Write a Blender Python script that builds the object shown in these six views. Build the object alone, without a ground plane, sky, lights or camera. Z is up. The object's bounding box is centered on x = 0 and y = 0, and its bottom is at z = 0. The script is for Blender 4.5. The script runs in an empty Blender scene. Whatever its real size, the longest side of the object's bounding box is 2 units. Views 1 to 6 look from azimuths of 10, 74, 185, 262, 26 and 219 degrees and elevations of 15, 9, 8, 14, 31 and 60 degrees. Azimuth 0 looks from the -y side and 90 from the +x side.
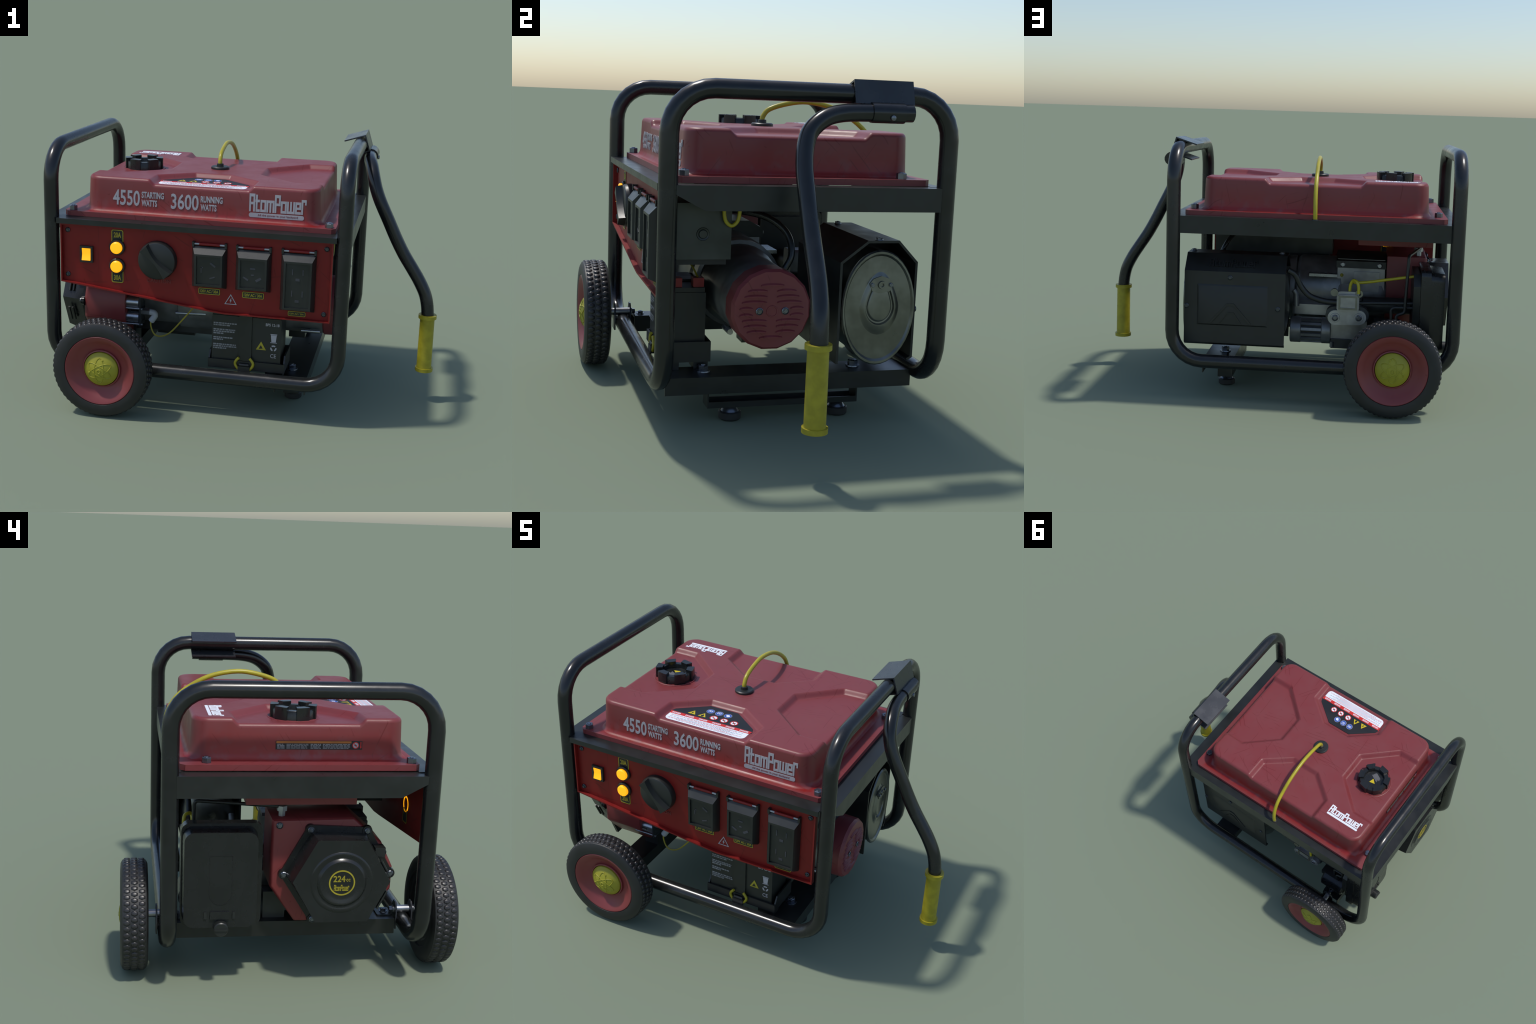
import bpy, bmesh, math, random
from mathutils import Vector, Matrix, Quaternion
random.seed(7)
CX = -0.2195                      # symmetry plane of frame and tank in x
V = Vector

# ------------------------------------------------------------------ materials
def new_mat(name):
    m = bpy.data.materials.new(name); m.use_nodes = True
    nt = m.node_tree
    return m, nt, nt.nodes['Principled BSDF']

def node(nt, typ, **inp):
    n = nt.nodes.new(typ)
    for k, v in inp.items():
        if k.startswith('p_'): setattr(n, k[2:], v)
        else: n.inputs[k.replace('_', ' ')].default_value = v
    return n

def mixc(nt, fac, a, b):
    n = nt.nodes.new('ShaderNodeMix'); n.data_type = 'RGBA'
    for sock, val in ((0, fac), (6, a), (7, b)):
        if isinstance(val, bpy.types.NodeSocket): nt.links.new(val, n.inputs[sock])
        else: n.inputs[sock].default_value = val if sock == 0 else (*val, 1)
    return n.outputs[2]

def ramp(nt, src, lo, hi):
    n = nt.nodes.new('ShaderNodeMapRange'); n.interpolation_type = 'SMOOTHSTEP'
    nt.links.new(src, n.inputs[0])
    n.inputs[1].default_value = lo; n.inputs[2].default_value = hi
    return n.outputs[0]

def math_n(nt, op, a, b=0.0, c=0.0):
    n = nt.nodes.new('ShaderNodeMath'); n.operation = op
    for i, v in enumerate((a, b, c)):
        if isinstance(v, bpy.types.NodeSocket): nt.links.new(v, n.inputs[i])
        else: n.inputs[i].default_value = v
    return n.outputs[0]

def objco(nt, scale=(1, 1, 1), rot=(0, 0, 0)):
    tc = nt.nodes.new('ShaderNodeTexCoord'); mp = nt.nodes.new('ShaderNodeMapping')
    nt.links.new(tc.outputs['Object'], mp.inputs[0])
    mp.inputs['Scale'].default_value = scale; mp.inputs['Rotation'].default_value = rot
    return mp.outputs[0]

def noise(nt, co, scale, detail=3, rough=0.55):
    n = nt.nodes.new('ShaderNodeTexNoise'); nt.links.new(co, n.inputs['Vector'])
    n.inputs['Scale'].default_value = scale; n.inputs['Detail'].default_value = detail
    n.inputs['Roughness'].default_value = rough
    return n.outputs[0]

def scratches(nt):
    """straight scratches: a few lines picked at random out of fine rulings in several directions, broken up by a mask"""
    tot = None; rng = random.Random(21)
    tc = nt.nodes.new('ShaderNodeTexCoord')
    warp = noise(nt, objco(nt), 2.2, 1)
    for k in range(6):
        a = V((rng.uniform(-1, 1), rng.uniform(-1, 1), rng.uniform(-0.7, 0.7))).normalized()
        dn = nt.nodes.new('ShaderNodeVectorMath'); dn.operation = 'DOT_PRODUCT'
        nt.links.new(tc.outputs['Object'], dn.inputs[0]); dn.inputs[1].default_value = a
        p = math_n(nt, 'MULTIPLY', math_n(nt, 'MULTIPLY_ADD', warp, 0.05, dn.outputs['Value']), 46.0)
        cell = math_n(nt, 'FLOOR', p)
        fr = math_n(nt, 'ABSOLUTE', math_n(nt, 'SUBTRACT', math_n(nt, 'FRACT', p), 0.5))
        line = ramp(nt, fr, 0.085, 0.02)
        wn = nt.nodes.new('ShaderNodeTexWhiteNoise'); wn.noise_dimensions = '1D'
        nt.links.new(math_n(nt, 'ADD', cell, 17.3 * k), wn.inputs['W'])
        pick = ramp(nt, wn.outputs['Value'], 0.74, 0.78)
        mp = objco(nt, (1, 1, 1), (0.9 * k, 0.4 * k, 0.7 * k))
        msk = ramp(nt, noise(nt, mp, 5.5, 2), 0.55, 0.62)
        line = math_n(nt, 'MULTIPLY', math_n(nt, 'MULTIPLY', line, pick), msk)
        tot = line if tot is None else math_n(nt, 'MAXIMUM', tot, line)
    return tot

def simple(name, col, rough=0.5, metal=0.0, var=0.18, nscale=9.0, spec=0.5, bump=0.0, bscale=120, rvar=0.12):
    m, nt, b = new_mat(name)
    co = objco(nt)
    n = noise(nt, co, nscale, 4)
    f = ramp(nt, n, 0.3, 0.7)
    c = mixc(nt, f, tuple(x * (1 - var) for x in col), tuple(min(1, x * (1 + var)) for x in col))
    nt.links.new(c, b.inputs['Base Color'])
    r = node(nt, 'ShaderNodeMapRange'); nt.links.new(n, r.inputs[0])
    r.inputs[1].default_value = 0.3; r.inputs[2].default_value = 0.7
    r.inputs[3].default_value = rough - rvar * 0.5; r.inputs[4].default_value = rough + rvar * 0.5
    nt.links.new(r.outputs[0], b.inputs['Roughness'])
    b.inputs['Metallic'].default_value = metal
    b.inputs['Specular IOR Level'].default_value = spec
    if bump:
        bn = node(nt, 'ShaderNodeBump', Strength=bump, Distance=0.002)
        nt.links.new(noise(nt, co, bscale, 2), bn.inputs['Height'])
        nt.links.new(bn.outputs[0], b.inputs['Normal'])
    return m

def paint_red(name, clean, dusty, dust=0.8, flange=False, rough=0.42, marks=True, spec=0.5):
    """weathered red paint: dusty bleached red over clean red, dark red scratches and specks"""
    m, nt, b = new_mat(name); b.inputs['Specular IOR Level'].default_value = spec
    co = objco(nt)
    n1 = ramp(nt, noise(nt, co, 5, 5, 0.65), 0.25, 0.75)
    fac = math_n(nt, 'MULTIPLY_ADD', n1, 0.25, dust - 0.12)
    if flange:   # rain-washed clean band on the flange around the foot of the tank wall
        tc = nt.nodes.new('ShaderNodeTexCoord'); sp = nt.nodes.new('ShaderNodeSeparateXYZ')
        nt.links.new(tc.outputs['Object'], sp.inputs[0])
        dx = math_n(nt, 'SUBTRACT', math_n(nt, 'ABSOLUTE', math_n(nt, 'SUBTRACT', sp.outputs[0], -0.214)), 0.599)
        dy = math_n(nt, 'SUBTRACT', math_n(nt, 'ABSOLUTE', math_n(nt, 'ADD', sp.outputs[1], 0.0025)), 0.4625)
        d = math_n(nt, 'MAXIMUM', dx, dy)
        band = math_n(nt, 'MULTIPLY', ramp(nt, d, -0.004, 0.004), ramp(nt, d, 0.05, 0.014))
        band = math_n(nt, 'MULTIPLY', band, ramp(nt, noise(nt, co, 14, 4), 0.28, 0.5))
        fac = math_n(nt, 'MULTIPLY', fac, math_n(nt, 'SUBTRACT', 1.0, band))
    c = mixc(nt, fac, clean, dusty)
    sp1 = ramp(nt, noise(nt, co, 55, 2), 0.70, 0.78)
    mark = math_n(nt, 'MULTIPLY', sp1, 0.7)
    if marks: mark = math_n(nt, 'MAXIMUM', scratches(nt), mark)
    c = mixc(nt, math_n(nt, 'MULTIPLY', mark, 0.7), c, tuple(x * 0.55 for x in clean))
    nt.links.new(c, b.inputs['Base Color'])
    r = node(nt, 'ShaderNodeMapRange'); nt.links.new(n1, r.inputs[0])
    r.inputs[3].default_value = rough - 0.06; r.inputs[4].default_value = rough + 0.08
    nt.links.new(r.outputs[0], b.inputs['Roughness'])
    return m

M = {}
M['tank'] = paint_red('tank_red_paint', (0.23, 0.010, 0.009), (0.200, 0.042, 0.045), 0.85, True)
M['panel'] = paint_red('panel_red_paint', (0.200, 0.0065, 0.0055), (0.19, 0.018, 0.016), 0.22, rough=0.48, spec=0.35)
M['shroud'] = paint_red('shroud_red_paint', (0.20, 0.016, 0.015), (0.20, 0.040, 0.042), 0.6)
M['plastic_red'] = paint_red('red_plastic', (0.20, 0.026, 0.030), (0.19, 0.042, 0.048), 0.7)
M['rim'] = paint_red('rim_red', (0.21, 0.018, 0.016), (0.21, 0.042, 0.045), 0.75, marks=False)
M['bright_red'] = simple('bright_red_plastic', (0.30, 0.012, 0.012), 0.45)
M['frame'] = simple('black_frame_enamel', (0.0115, 0.0125, 0.0130), 0.24, var=0.2, spec=0.55)
M['rail'] = simple('black_rail_enamel', (0.0165, 0.0185, 0.0178), 0.33, var=0.15)
M['black'] = simple('black_plastic', (0.0165, 0.0185, 0.0175), 0.40, var=0.12, bump=0.08)
M['black_gloss'] = simple('glossy_black_plastic', (0.0125, 0.0138, 0.0140), 0.27, var=0.1)
M['shield'] = simple('black_sheet_steel', (0.0165, 0.0178, 0.0168), 0.42, var=0.15)
M['dark_sheet'] = simple('dark_sheet_inside', (0.010, 0.010, 0.010), 0.5)
M['rubber'] = simple('tyre_rubber', (0.0165, 0.0170, 0.0172), 0.5, var=0.2, bump=0.15)
M['rubber_tread'] = simple('tread_rubber', (0.021, 0.020, 0.021), 0.36, var=0.2)
M['steel'] = simple('dull_steel', (0.40, 0.42, 0.45), 0.30, metal=0.9, var=0.2)  # base raised to brighten steel that reflects dark surroundings
M['aluminium'] = simple('cast_aluminium', (0.34, 0.345, 0.35), 0.36, metal=0.7, var=0.22)  # colour lightened for the sheen on engine castings in shade
M['zinc'] = simple('zinc_bolt', (0.19, 0.205, 0.235), 0.28, metal=0.9)
M['grey_metal'] = simple('grey_cast_housing', (0.22, 0.225, 0.225), 0.36, metal=0.5, var=0.25)  # reflected light on the shaded housings is tinted into this paler grey
M['dark_metal'] = simple('dark_cast_metal', (0.045, 0.049, 0.048), 0.42, metal=0.5, var=0.2)
M['muffler'] = simple('muffler_steel', (0.19, 0.195, 0.175), 0.33, metal=0.9, var=0.22)
M['control_box'] = simple('control_box_steel', (0.055, 0.06, 0.056), 0.40, metal=0.6, var=0.25, nscale=5)
M['yellow'] = simple('yellow_rubber', (0.36, 0.31, 0.018), 0.45, var=0.14, nscale=22)
M['yellow_hub'] = simple('yellow_hub_plastic', (0.32, 0.30, 0.020), 0.5, var=0.10)
M['yellow_cable'] = simple('yellow_cable', (0.42, 0.36, 0.020), 0.35, var=0.12)
M['yellow_print'] = simple('yellow_print', (0.36, 0.30, 0.022), 0.5)
M['yellow_sign'] = simple('yellow_sign', (0.62, 0.48, 0.01), 0.5, var=0.05)
M['white_print'] = simple('grey_white_print', (0.40, 0.385, 0.42), 0.5, var=0.08)
M['white_label'] = simple('white_label', (0.85, 0.87, 0.92), 0.5, var=0.04)
M['black_label'] = simple('black_label', (0.009, 0.010, 0.012), 0.5)
M['red_label'] = simple('red_label', (0.62, 0.025, 0.02), 0.5, var=0.05)
M['red_text'] = simple('red_small_print', (0.60, 0.22, 0.24), 0.5, var=0.05)
M['blue_text'] = simple('blue_small_print', (0.30, 0.33, 0.42), 0.5, var=0.05)
M['blue_sign'] = simple('blue_sign', (0.03, 0.10, 0.42), 0.5, var=0.06)
M['orange_label'] = simple('orange_label', (0.40, 0.13, 0.02), 0.5)
M['grey_print'] = simple('grey_small_print', (0.22, 0.22, 0.23), 0.5)
M['white_plastic'] = simple('white_plastic', (0.40, 0.42, 0.44), 0.45)
M['brake_dark'] = simple('bracket_steel', (0.045, 0.049, 0.056), 0.28, metal=0.3, var=0.08)
M['screw_steel'] = simple('dark_screw_steel', (0.10, 0.11, 0.125), 0.30, metal=0.85)
M['slot'] = simple('socket_slot', (0.05, 0.05, 0.062), 0.4)
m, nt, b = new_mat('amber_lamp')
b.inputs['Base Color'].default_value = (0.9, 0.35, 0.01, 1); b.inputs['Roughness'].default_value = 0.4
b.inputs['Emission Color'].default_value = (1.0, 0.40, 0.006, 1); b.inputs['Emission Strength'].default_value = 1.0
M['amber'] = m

# ------------------------------------------------------------------ object helpers
COL = bpy.context.scene.collection
def empty(name, loc=(0, 0, 0), parent=None):
    o = bpy.data.objects.new(name, None); COL.objects.link(o); o.location = loc
    if parent: o.parent = parent
    return o

ROOT = empty('portable_generator')
ROOT['label'] = 'red and black portable generator on wheels with folding handle'
ROOT['category'] = 'generator'

def finish(bm, name, mat, parent, angle=35, stuff=False):
    bmesh.ops.recalc_face_normals(bm, faces=bm.faces)
    me = bpy.data.meshes.new(name); bm.to_mesh(me); bm.free()
    mats = mat if isinstance(mat, (list, tuple)) else [mat]
    for mm in mats: me.materials.append(M[mm])
    if angle:
        me.polygons.foreach_set('use_smooth', [True] * len(me.polygons))
        me.set_sharp_from_angle(angle=math.radians(angle))
    o = bpy.data.objects.new(name, me); COL.objects.link(o); o.parent = parent
    if stuff: o['kind'] = 'stuff'
    return o

def copy_at(o, loc=(0, 0, 0), rot=None, parent=None, scale=None):
    c = o.copy(); COL.objects.link(c)
    c.location = loc
    if rot is not None: c.rotation_euler = rot
    if scale is not None: c.scale = scale
    if parent: c.parent = parent
    return c

def bevel(bm, w, seg=2, ang=30):
    if w <= 0: return
    es = [e for e in bm.edges if len(e.link_faces) == 2 and e.calc_face_angle(0) > math.radians(ang)]
    bmesh.ops.bevel(bm, geom=es, offset=w, segments=seg, profile=0.6, affect='EDGES', clamp_overlap=True)

def add_box(bm, x0, x1, y0, y1, z0, z1):
    vs = [bm.verts.new((x, y, z)) for z in (z0, z1) for x, y in ((x0, y0), (x1, y0), (x1, y1), (x0, y1))]
    for f in ((3, 2, 1, 0), (4, 5, 6, 7), (0, 1, 5, 4), (1, 2, 6, 5), (2, 3, 7, 6), (3, 0, 4, 7)):
        bm.faces.new([vs[i] for i in f])
    return vs

def box(name, x0, x1, y0, y1, z0, z1, mat, parent, bev=0.004, seg=2):
    bm = bmesh.new(); add_box(bm, min(x0, x1), max(x0, x1), min(y0, y1), max(y0, y1), z0, z1); bevel(bm, bev, seg)
    return finish(bm, name, mat, parent)

AX = {'x': lambda a, b, t: (t, a, b), 'y': lambda a, b, t: (a, t, b), 'z': lambda a, b, t: (a, b, t)}
def add_prism(bm, poly, axis, t0, t1, poly2=None):
    f = AX[axis]; p2 = poly2 or poly
    A = [bm.verts.new(f(a, b, t0)) for a, b in poly]; B = [bm.verts.new(f(a, b, t1)) for a, b in p2]
    n = len(poly)
    bm.faces.new(A[::-1]); bm.faces.new(B)
    for i in range(n): bm.faces.new((A[i], A[(i + 1) % n], B[(i + 1) % n], B[i]))
def prism(name, poly, axis, t0, t1, mat, parent, bev=0.0, poly2=None, seg=2, angle=35):
    bm = bmesh.new(); add_prism(bm, poly, axis, t0, t1, poly2); bevel(bm, bev, seg)
    return finish(bm, name, mat, parent, angle)

def circle(cx, cy, r, n=32, ry=None, ph=0.0):
    return [(cx + r * math.cos(ph + 2 * math.pi * i / n), cy + (ry or r) * math.sin(ph + 2 * math.pi * i / n)) for i in range(n)]
def rrect(x0, x1, y0, y1, r, n=5):
    pts = []
    for cx, cy, a in ((x1 - r, y0 + r, -90), (x1 - r, y1 - r, 0), (x0 + r, y1 - r, 90), (x0 + r, y0 + r, 180)):
        for i in range(n + 1):
            t = math.radians(a + 90 * i / n); pts.append((cx + r * math.cos(t), cy + r * math.sin(t)))
    return pts

def add_rev(bm, prof, axis, c, n=32, ph=0.0, closed=False, sy=1.0):
    """revolve profile [(t along axis, radius)] about an axis through c"""
    rings = []
    for t, r in prof:
        ring = []
        if r < 1e-6: r = 1e-5
        for i in range(n):
            a = ph + 2 * math.pi * i / n; u, w = r * math.cos(a), r * sy * math.sin(a)
            p = {'x': (t, u, w), 'y': (u, t, w), 'z': (u, w, t)}[axis]
            ring.append(bm.verts.new((p[0] + c[0], p[1] + c[1], p[2] + c[2])))
        rings.append(ring)
    for k in range(len(rings) - 1 + (1 if closed else 0)):
        A, B = rings[k], rings[(k + 1) % len(rings)]
        for i in range(n): bm.faces.new((A[i], A[(i + 1) % n], B[(i + 1) % n], B[i]))
    if not closed:
        bm.faces.new(rings[0][::-1]); bm.faces.new(rings[-1])
def rev(name, prof, axis, c, mat, parent, n=32, ph=0.0, angle=35, closed=False, sy=1.0):
    bm = bmesh.new(); add_rev(bm, prof, axis, c, n, ph, closed, sy)
    return finish(bm, name, mat, parent, angle)
def cyl(name, axis, c, r, t0, t1, mat, parent, n=24, bev=0.003):
    return rev(name, [(t0, r - bev), (t0 + bev, r), (t1 - bev, r), (t1, r - bev)], axis, c, mat, parent, n)

def fillet(pts, rad, seg=8, closed=False):
    pts = [V(p) for p in pts]; out = []
    n = len(pts)
    for i, p in enumerate(pts):
        if not closed and i in (0, n - 1): out.append(p); continue
        a, b = pts[i - 1], pts[(i + 1) % n]
        r = rad[i] if isinstance(rad, (list, tuple)) else rad
        u, w = (a - p).normalized(), (b - p).normalized()
        ang = u.angle(w)
        if r <= 0 or ang > math.pi - 0.01: out.append(p); continue
        d = r / math.tan(ang / 2)
        d = min(d, (a - p).length * 0.499, (b - p).length * 0.499); r2 = d * math.tan(ang / 2)
        c = p + (u + w).normalized() * (r2 / math.sin(ang / 2))
        s, e = p + u * d - c, p + w * d - c
        ax = s.cross(e).normalized(); tot = s.angle(e)
        for k in range(seg + 1):
            out.append(c + Quaternion(ax, tot * k / seg) @ s)
    return out
def spline(pts, k=6):
    pts = [V(p) for p in pts]; P = [pts[0] * 2 - pts[1]] + pts + [pts[-1] * 2 - pts[-2]]; out = []
    for i in range(1, len(P) - 2):
        for j in range(k):
            t = j / k; a, b, c, d = P[i - 1:i + 3]
            out.append(0.5 * ((2 * b) + (c - a) * t + (2 * a - 5 * b + 4 * c - d) * t * t + (3 * b - a - 3 * c + d) * t ** 3))
    out.append(pts[-1]); return out
def add_tube(bm, pts, r, n=14, closed=False):
    pts = [V(p) for p in pts]; N = len(pts)
    q = [pts[0]]
    for p in pts[1:]:
        if (p - q[-1]).length > 1e-5: q.append(p)
    if closed and (q[0] - q[-1]).length < 1e-5: q.pop()
    pts = q; N = len(pts)
    T = []
    for i in range(N):
        a = pts[i - 1] if (i or closed) else pts[0]; b = pts[(i + 1) % N] if (i < N - 1 or closed) else pts[-1]
        T.append((b - a).normalized())
    up = V((0, 0, 1)) if abs(T[0].z) < 0.9 else V((0, 1, 0))
    nrm = (up - T[0] * up.dot(T[0])).normalized(); rings = []
    for i in range(N):
        if i:
            q = T[i - 1].rotation_difference(T[i]); nrm = q @ nrm
            nrm = (nrm - T[i] * nrm.dot(T[i])).normalized()
        bi = T[i].cross(nrm)
        rr = r[i] if isinstance(r, (list, tuple)) else r
        rings.append([bm.verts.new(pts[i] + (nrm * math.cos(2 * math.pi * k / n) + bi * math.sin(2 * math.pi * k / n)) * rr) for k in range(n)])
    off = 0
    if closed:
        best = min(range(n), key=lambda s: (rings[-1][0].co - rings[0][s].co).length); off = best
    for k in range(N - 1 + (1 if closed else 0)):
        A, B = rings[k], rings[(k + 1) % N]; o = off if k == N - 1 else 0
        for i in range(n): bm.faces.new((A[i], A[(i + 1) % n], B[(i + 1 + o) % n], B[(i + o) % n]))
    if not closed: bm.faces.new(rings[0][::-1]); bm.faces.new(rings[-1])
def tube(name, pts, r, mat, parent, n=14, closed=False, angle=50):
    bm = bmesh.new(); add_tube(bm, pts, r, n, closed)
    return finish(bm, name, mat, parent, angle)

# ---- flat graphics: everything is drawn in a local (u, v) plane and lifted as thin solid decals
class Plane:
    def __init__(s, o, u, v): s.o, s.u, s.v = V(o), V(u).normalized(), V(v).normalized(); s.n = s.u.cross(s.v)
    def p(s, a, b, h=0.0): return s.o + s.u * a + s.v * b + s.n * h
def add_decal(bm, pl, poly, h0=-0.0005, h1=0.0012, mi=0):
    A = [bm.verts.new(pl.p(a, b, h0)) for a, b in poly]; B = [bm.verts.new(pl.p(a, b, h1)) for a, b in poly]
    n = len(poly); fs = [bm.faces.new(B)]
    try: fs.append(bm.faces.new(A[::-1]))
    except ValueError: pass
    for i in range(n): fs.append(bm.faces.new((A[i], A[(i + 1) % n], B[(i + 1) % n], B[i])))
    for f in fs: f.material_index = mi
def add_ring(bm, pl, outer, inner, h0=-0.0005, h1=0.0012, mi=0):
    n = len(outer)
    L = [[bm.verts.new(pl.p(a, b, h)) for a, b in P] for P, h in ((outer, h0), (outer, h1), (inner, h1), (inner, h0))]
    for k in range(4):
        A, B = L[k], L[(k + 1) % 4]
        for i in range(n): bm.faces.new((A[i], A[(i + 1) % n], B[(i + 1) % n], B[i])).material_index = mi
def decal(name, pl, poly, mat, parent, h0=-0.0005, h1=0.0012):
    bm = bmesh.new(); add_decal(bm, pl, poly, h0, h1); return finish(bm, name, mat, parent, 30)
def rect(x0, x1, y0, y1): return [(x0, y0), (x1, y0), (x1, y1), (x0, y1)]

def text_mesh(s, bold=0.0):
    cu = bpy.data.curves.new('lettering_curve', 'FONT'); cu.body = s; cu.offset = bold; cu.extrude = 0.02
    cu.resolution_u = 3
    o = bpy.data.objects.new('lettering_tmp', cu); COL.objects.link(o)
    bpy.context.view_layer.update()
    me = bpy.data.meshes.new_from_object(o.evaluated_get(bpy.context.evaluated_depsgraph_get()))
    bpy.data.objects.remove(o); bpy.data.curves.remove(cu)
    return me
def text(name, s, pl, x0, x1, y0, y1, mat, parent, bold=0.0, h=0.0012, h0=-0.0005, ref=None):
    me = text_mesh(s, bold); co = [v.co.copy() for v in me.vertices]
    ax, bx = min(c.x for c in co), max(c.x for c in co); ay, by = min(c.y for c in co), max(c.y for c in co)
    for v in me.vertices:
        c = v.co
        v.co = pl.p(x0 + (c.x - ax) / (bx - ax) * (x1 - x0), y0 + (c.y - ay) / (by - ay) * (y1 - y0), h if c.z > 0 else h0)
    me.materials.clear(); me.materials.append(M[mat]); me.name = name
    for p in me.polygons: p.material_index = 0
    o = bpy.data.objects.new(name, me); COL.objects.link(o); o.parent = parent
    return o

# block lettering used by the maker's logo, drawn as bars on a small grid (x, y, w, h)
GLYPH = {
 'A': (4.2, [(0, 0, 1.2, 8), (2.8, 0, 1.2, 8), (1, 6.7, 2, 1.3), (1, 3.2, 2, 1.1)]),
 't': (3.5, [(0.3, 0, 1.2, 7.6), (0, 4.3, 3.0, 1.1), (1.3, 0, 1.9, 1.1)]),
 'o': (4.2, [(0, 0, 1.2, 5.4), (2.8, 0, 1.2, 5.4), (1, 0, 2, 1.1), (1, 4.3, 2, 1.1)]),
 'm': (5.6, [(0, 0, 1.2, 5.4), (2.1, 0, 1.2, 5.4), (4.2, 0, 1.2, 5.4), (1, 4.3, 3.4, 1.1)]),
 'P': (4.2, [(0, 0, 1.2, 8), (2.8, 3.2, 1.2, 4.8), (1, 6.7, 2, 1.3), (1, 3.2, 2, 1.1)]),
 'w': (5.6, [(0, 0, 1.2, 5.4), (2.1, 0, 1.2, 5.4), (4.2, 0, 1.2, 5.4), (1, 0, 3.4, 1.1)]),
 'e': (4.2, [(0, 0, 1.2, 5.4), (2.8, 2.1, 1.2, 3.3), (1, 0, 3, 1.1), (1, 4.3, 2, 1.1), (1, 2.1, 2, 1.0)]),
 'r': (3.4, [(0, 0, 1.2, 6.6), (1, 5.5, 2.4, 1.1), (2.4, 4.3, 1.0, 1.4)]),
}
def logo(name, pl, w, h, mat, parent, hh=0.0012, strip=True, slant=0.0):
    bm = bmesh.new(); word = 'AtomPower'; tot = sum(GLYPH[c][0] for c in word) - 0.2
    sx = w / tot; base = 0.24 * h if strip else 0.0; sy = (h - base) / 8.0; x = 0.0; k = 0
    for c in word:
        for (gx, gy, gw, gh) in GLYPH[c][1]:
            k += 1
            a0, a1, b0, b1 = (x + gx) * sx, (x + gx + gw) * sx, base + gy * sy, base + (gy + gh) * sy
            e = 0.00002 * (k % 7)
            add_decal(bm, pl, [(a0 + slant * b0, b0), (a1 + slant * b0, b0), (a1 + slant * b1, b1), (a0 + slant * b1, b1)], -0.0005, hh + e)
        x += GLYPH[c][0]
    if strip: add_decal(bm, pl, rrect(0, w * 0.97, 0, 0.19 * h, 0.08 * h), -0.0005, hh)
    return finish(bm, name, mat, parent, 30)

def hexbolt(name, loc, r, h, mat, parent, axis='z', washer=True):
    d = {'z': (0, 0, 1), '-y': (0, -1, 0), 'y': (0, 1, 0), 'x': (1, 0, 0), '-x': (-1, 0, 0)}[axis]
    bm = bmesh.new()
    if washer: add_rev(bm, [(0, r * 1.45), (h * 0.18, r * 1.4)], 'z', (0, 0, 0), 20)
    add_rev(bm, [(h * 0.1, r), (h * 0.88, r), (h, r * 0.86)], 'z', (0, 0, 0), 6)
    add_rev(bm, [(h * 0.9, r * 0.5), (h * 1.12, r * 0.42)], 'z', (0, 0, 0), 12)
    q = V((0, 0, 1)).rotation_difference(V(d))
    bmesh.ops.transform(bm, matrix=Matrix.Translation(V(loc)) @ q.to_matrix().to_4x4(), verts=bm.verts)
    return finish(bm, name, mat, parent, 30)
SCREW = {}
def screw(name, loc, r, mat, parent, axis='-y'):
    """cross-head screw: dished rim, head and a raised cross"""
    key = (round(r, 4), mat)
    if key not in SCREW:
        bm = bmesh.new()
        add_rev(bm, [(0, r), (r * 0.35, r), (r * 0.5, r * 0.82), (r * 0.32, r * 0.7)], 'z', (0, 0, 0), 16)
        add_box(bm, -r * 0.55, r * 0.55, -r * 0.16, r * 0.16, 0.2 * r, 0.58 * r)
        add_box(bm, -r * 0.16, r * 0.16, -r * 0.55, r * 0.55, 0.2 * r, 0.59 * r)
        SCREW[key] = finish(bm, name, mat, parent, 30)
        o = SCREW[key]
    else:
        o = SCREW[key].copy(); COL.objects.link(o); o.name = name; o.parent = parent
    d = {'-y': (0, -1, 0), 'y': (0, 1, 0), 'x': (1, 0, 0), '-x': (-1, 0, 0), 'z': (0, 0, 1)}[axis]
    o.rotation_mode = 'QUATERNION'
    o.rotation_quaternion = V((0, 0, 1)).rotation_difference(V(d)) @ Quaternion((0, 0, 1), random.uniform(0, 1.5))
    o.location = loc
    return o

# ================================================================== FRAME
XL, XR, YF, RT = -0.963, 0.524, 0.552, 0.037
ZB, ZT = 0.205, 1.335
loop = [(XL, -YF, ZB), (XL, -YF, ZT), (XL, YF, ZT), (XL, YF, ZB), (XR, YF, ZB), (XR, YF, ZT), (XR, -YF, ZT), (XR, -YF, ZB)]
frame = tube('frame', fillet(loop, 0.165, 7, True), RT, 'frame', ROOT, 16, True, 60)

def angle_rail(name, poly_or_h, axis, t, a0, a1, inward, width, zt=0.985, hgt=0.03, cham=None):
    """L-section rail: vertical web plus a top flange turned inwards"""
    bm = bmesh.new(); th = 0.006
    web = [(a0, zt), (a1, zt), (a1, zt - hgt), (a0, zt - hgt)]
    if cham: web = [(a0, zt), (a1, zt), (a1, zt - hgt), (a0 + cham, zt - hgt), (a0, zt - 0.034)]
    add_prism(bm, web, axis, t, t + inward * th)
    lo, hi = sorted((t + inward * th, t + inward * width))
    if axis == 'x': add_box(bm, lo, hi, a0, a1, zt - th, zt)
    else: add_box(bm, a0, a1, lo, hi, zt - th, zt)
    bevel(bm, 0.0015, 1)
    return finish(bm, name, 'rail', frame)
angle_rail('rail', None, 'y', -0.585, -0.928, 0.489, 1, 0.085, hgt=0.027)
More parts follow.
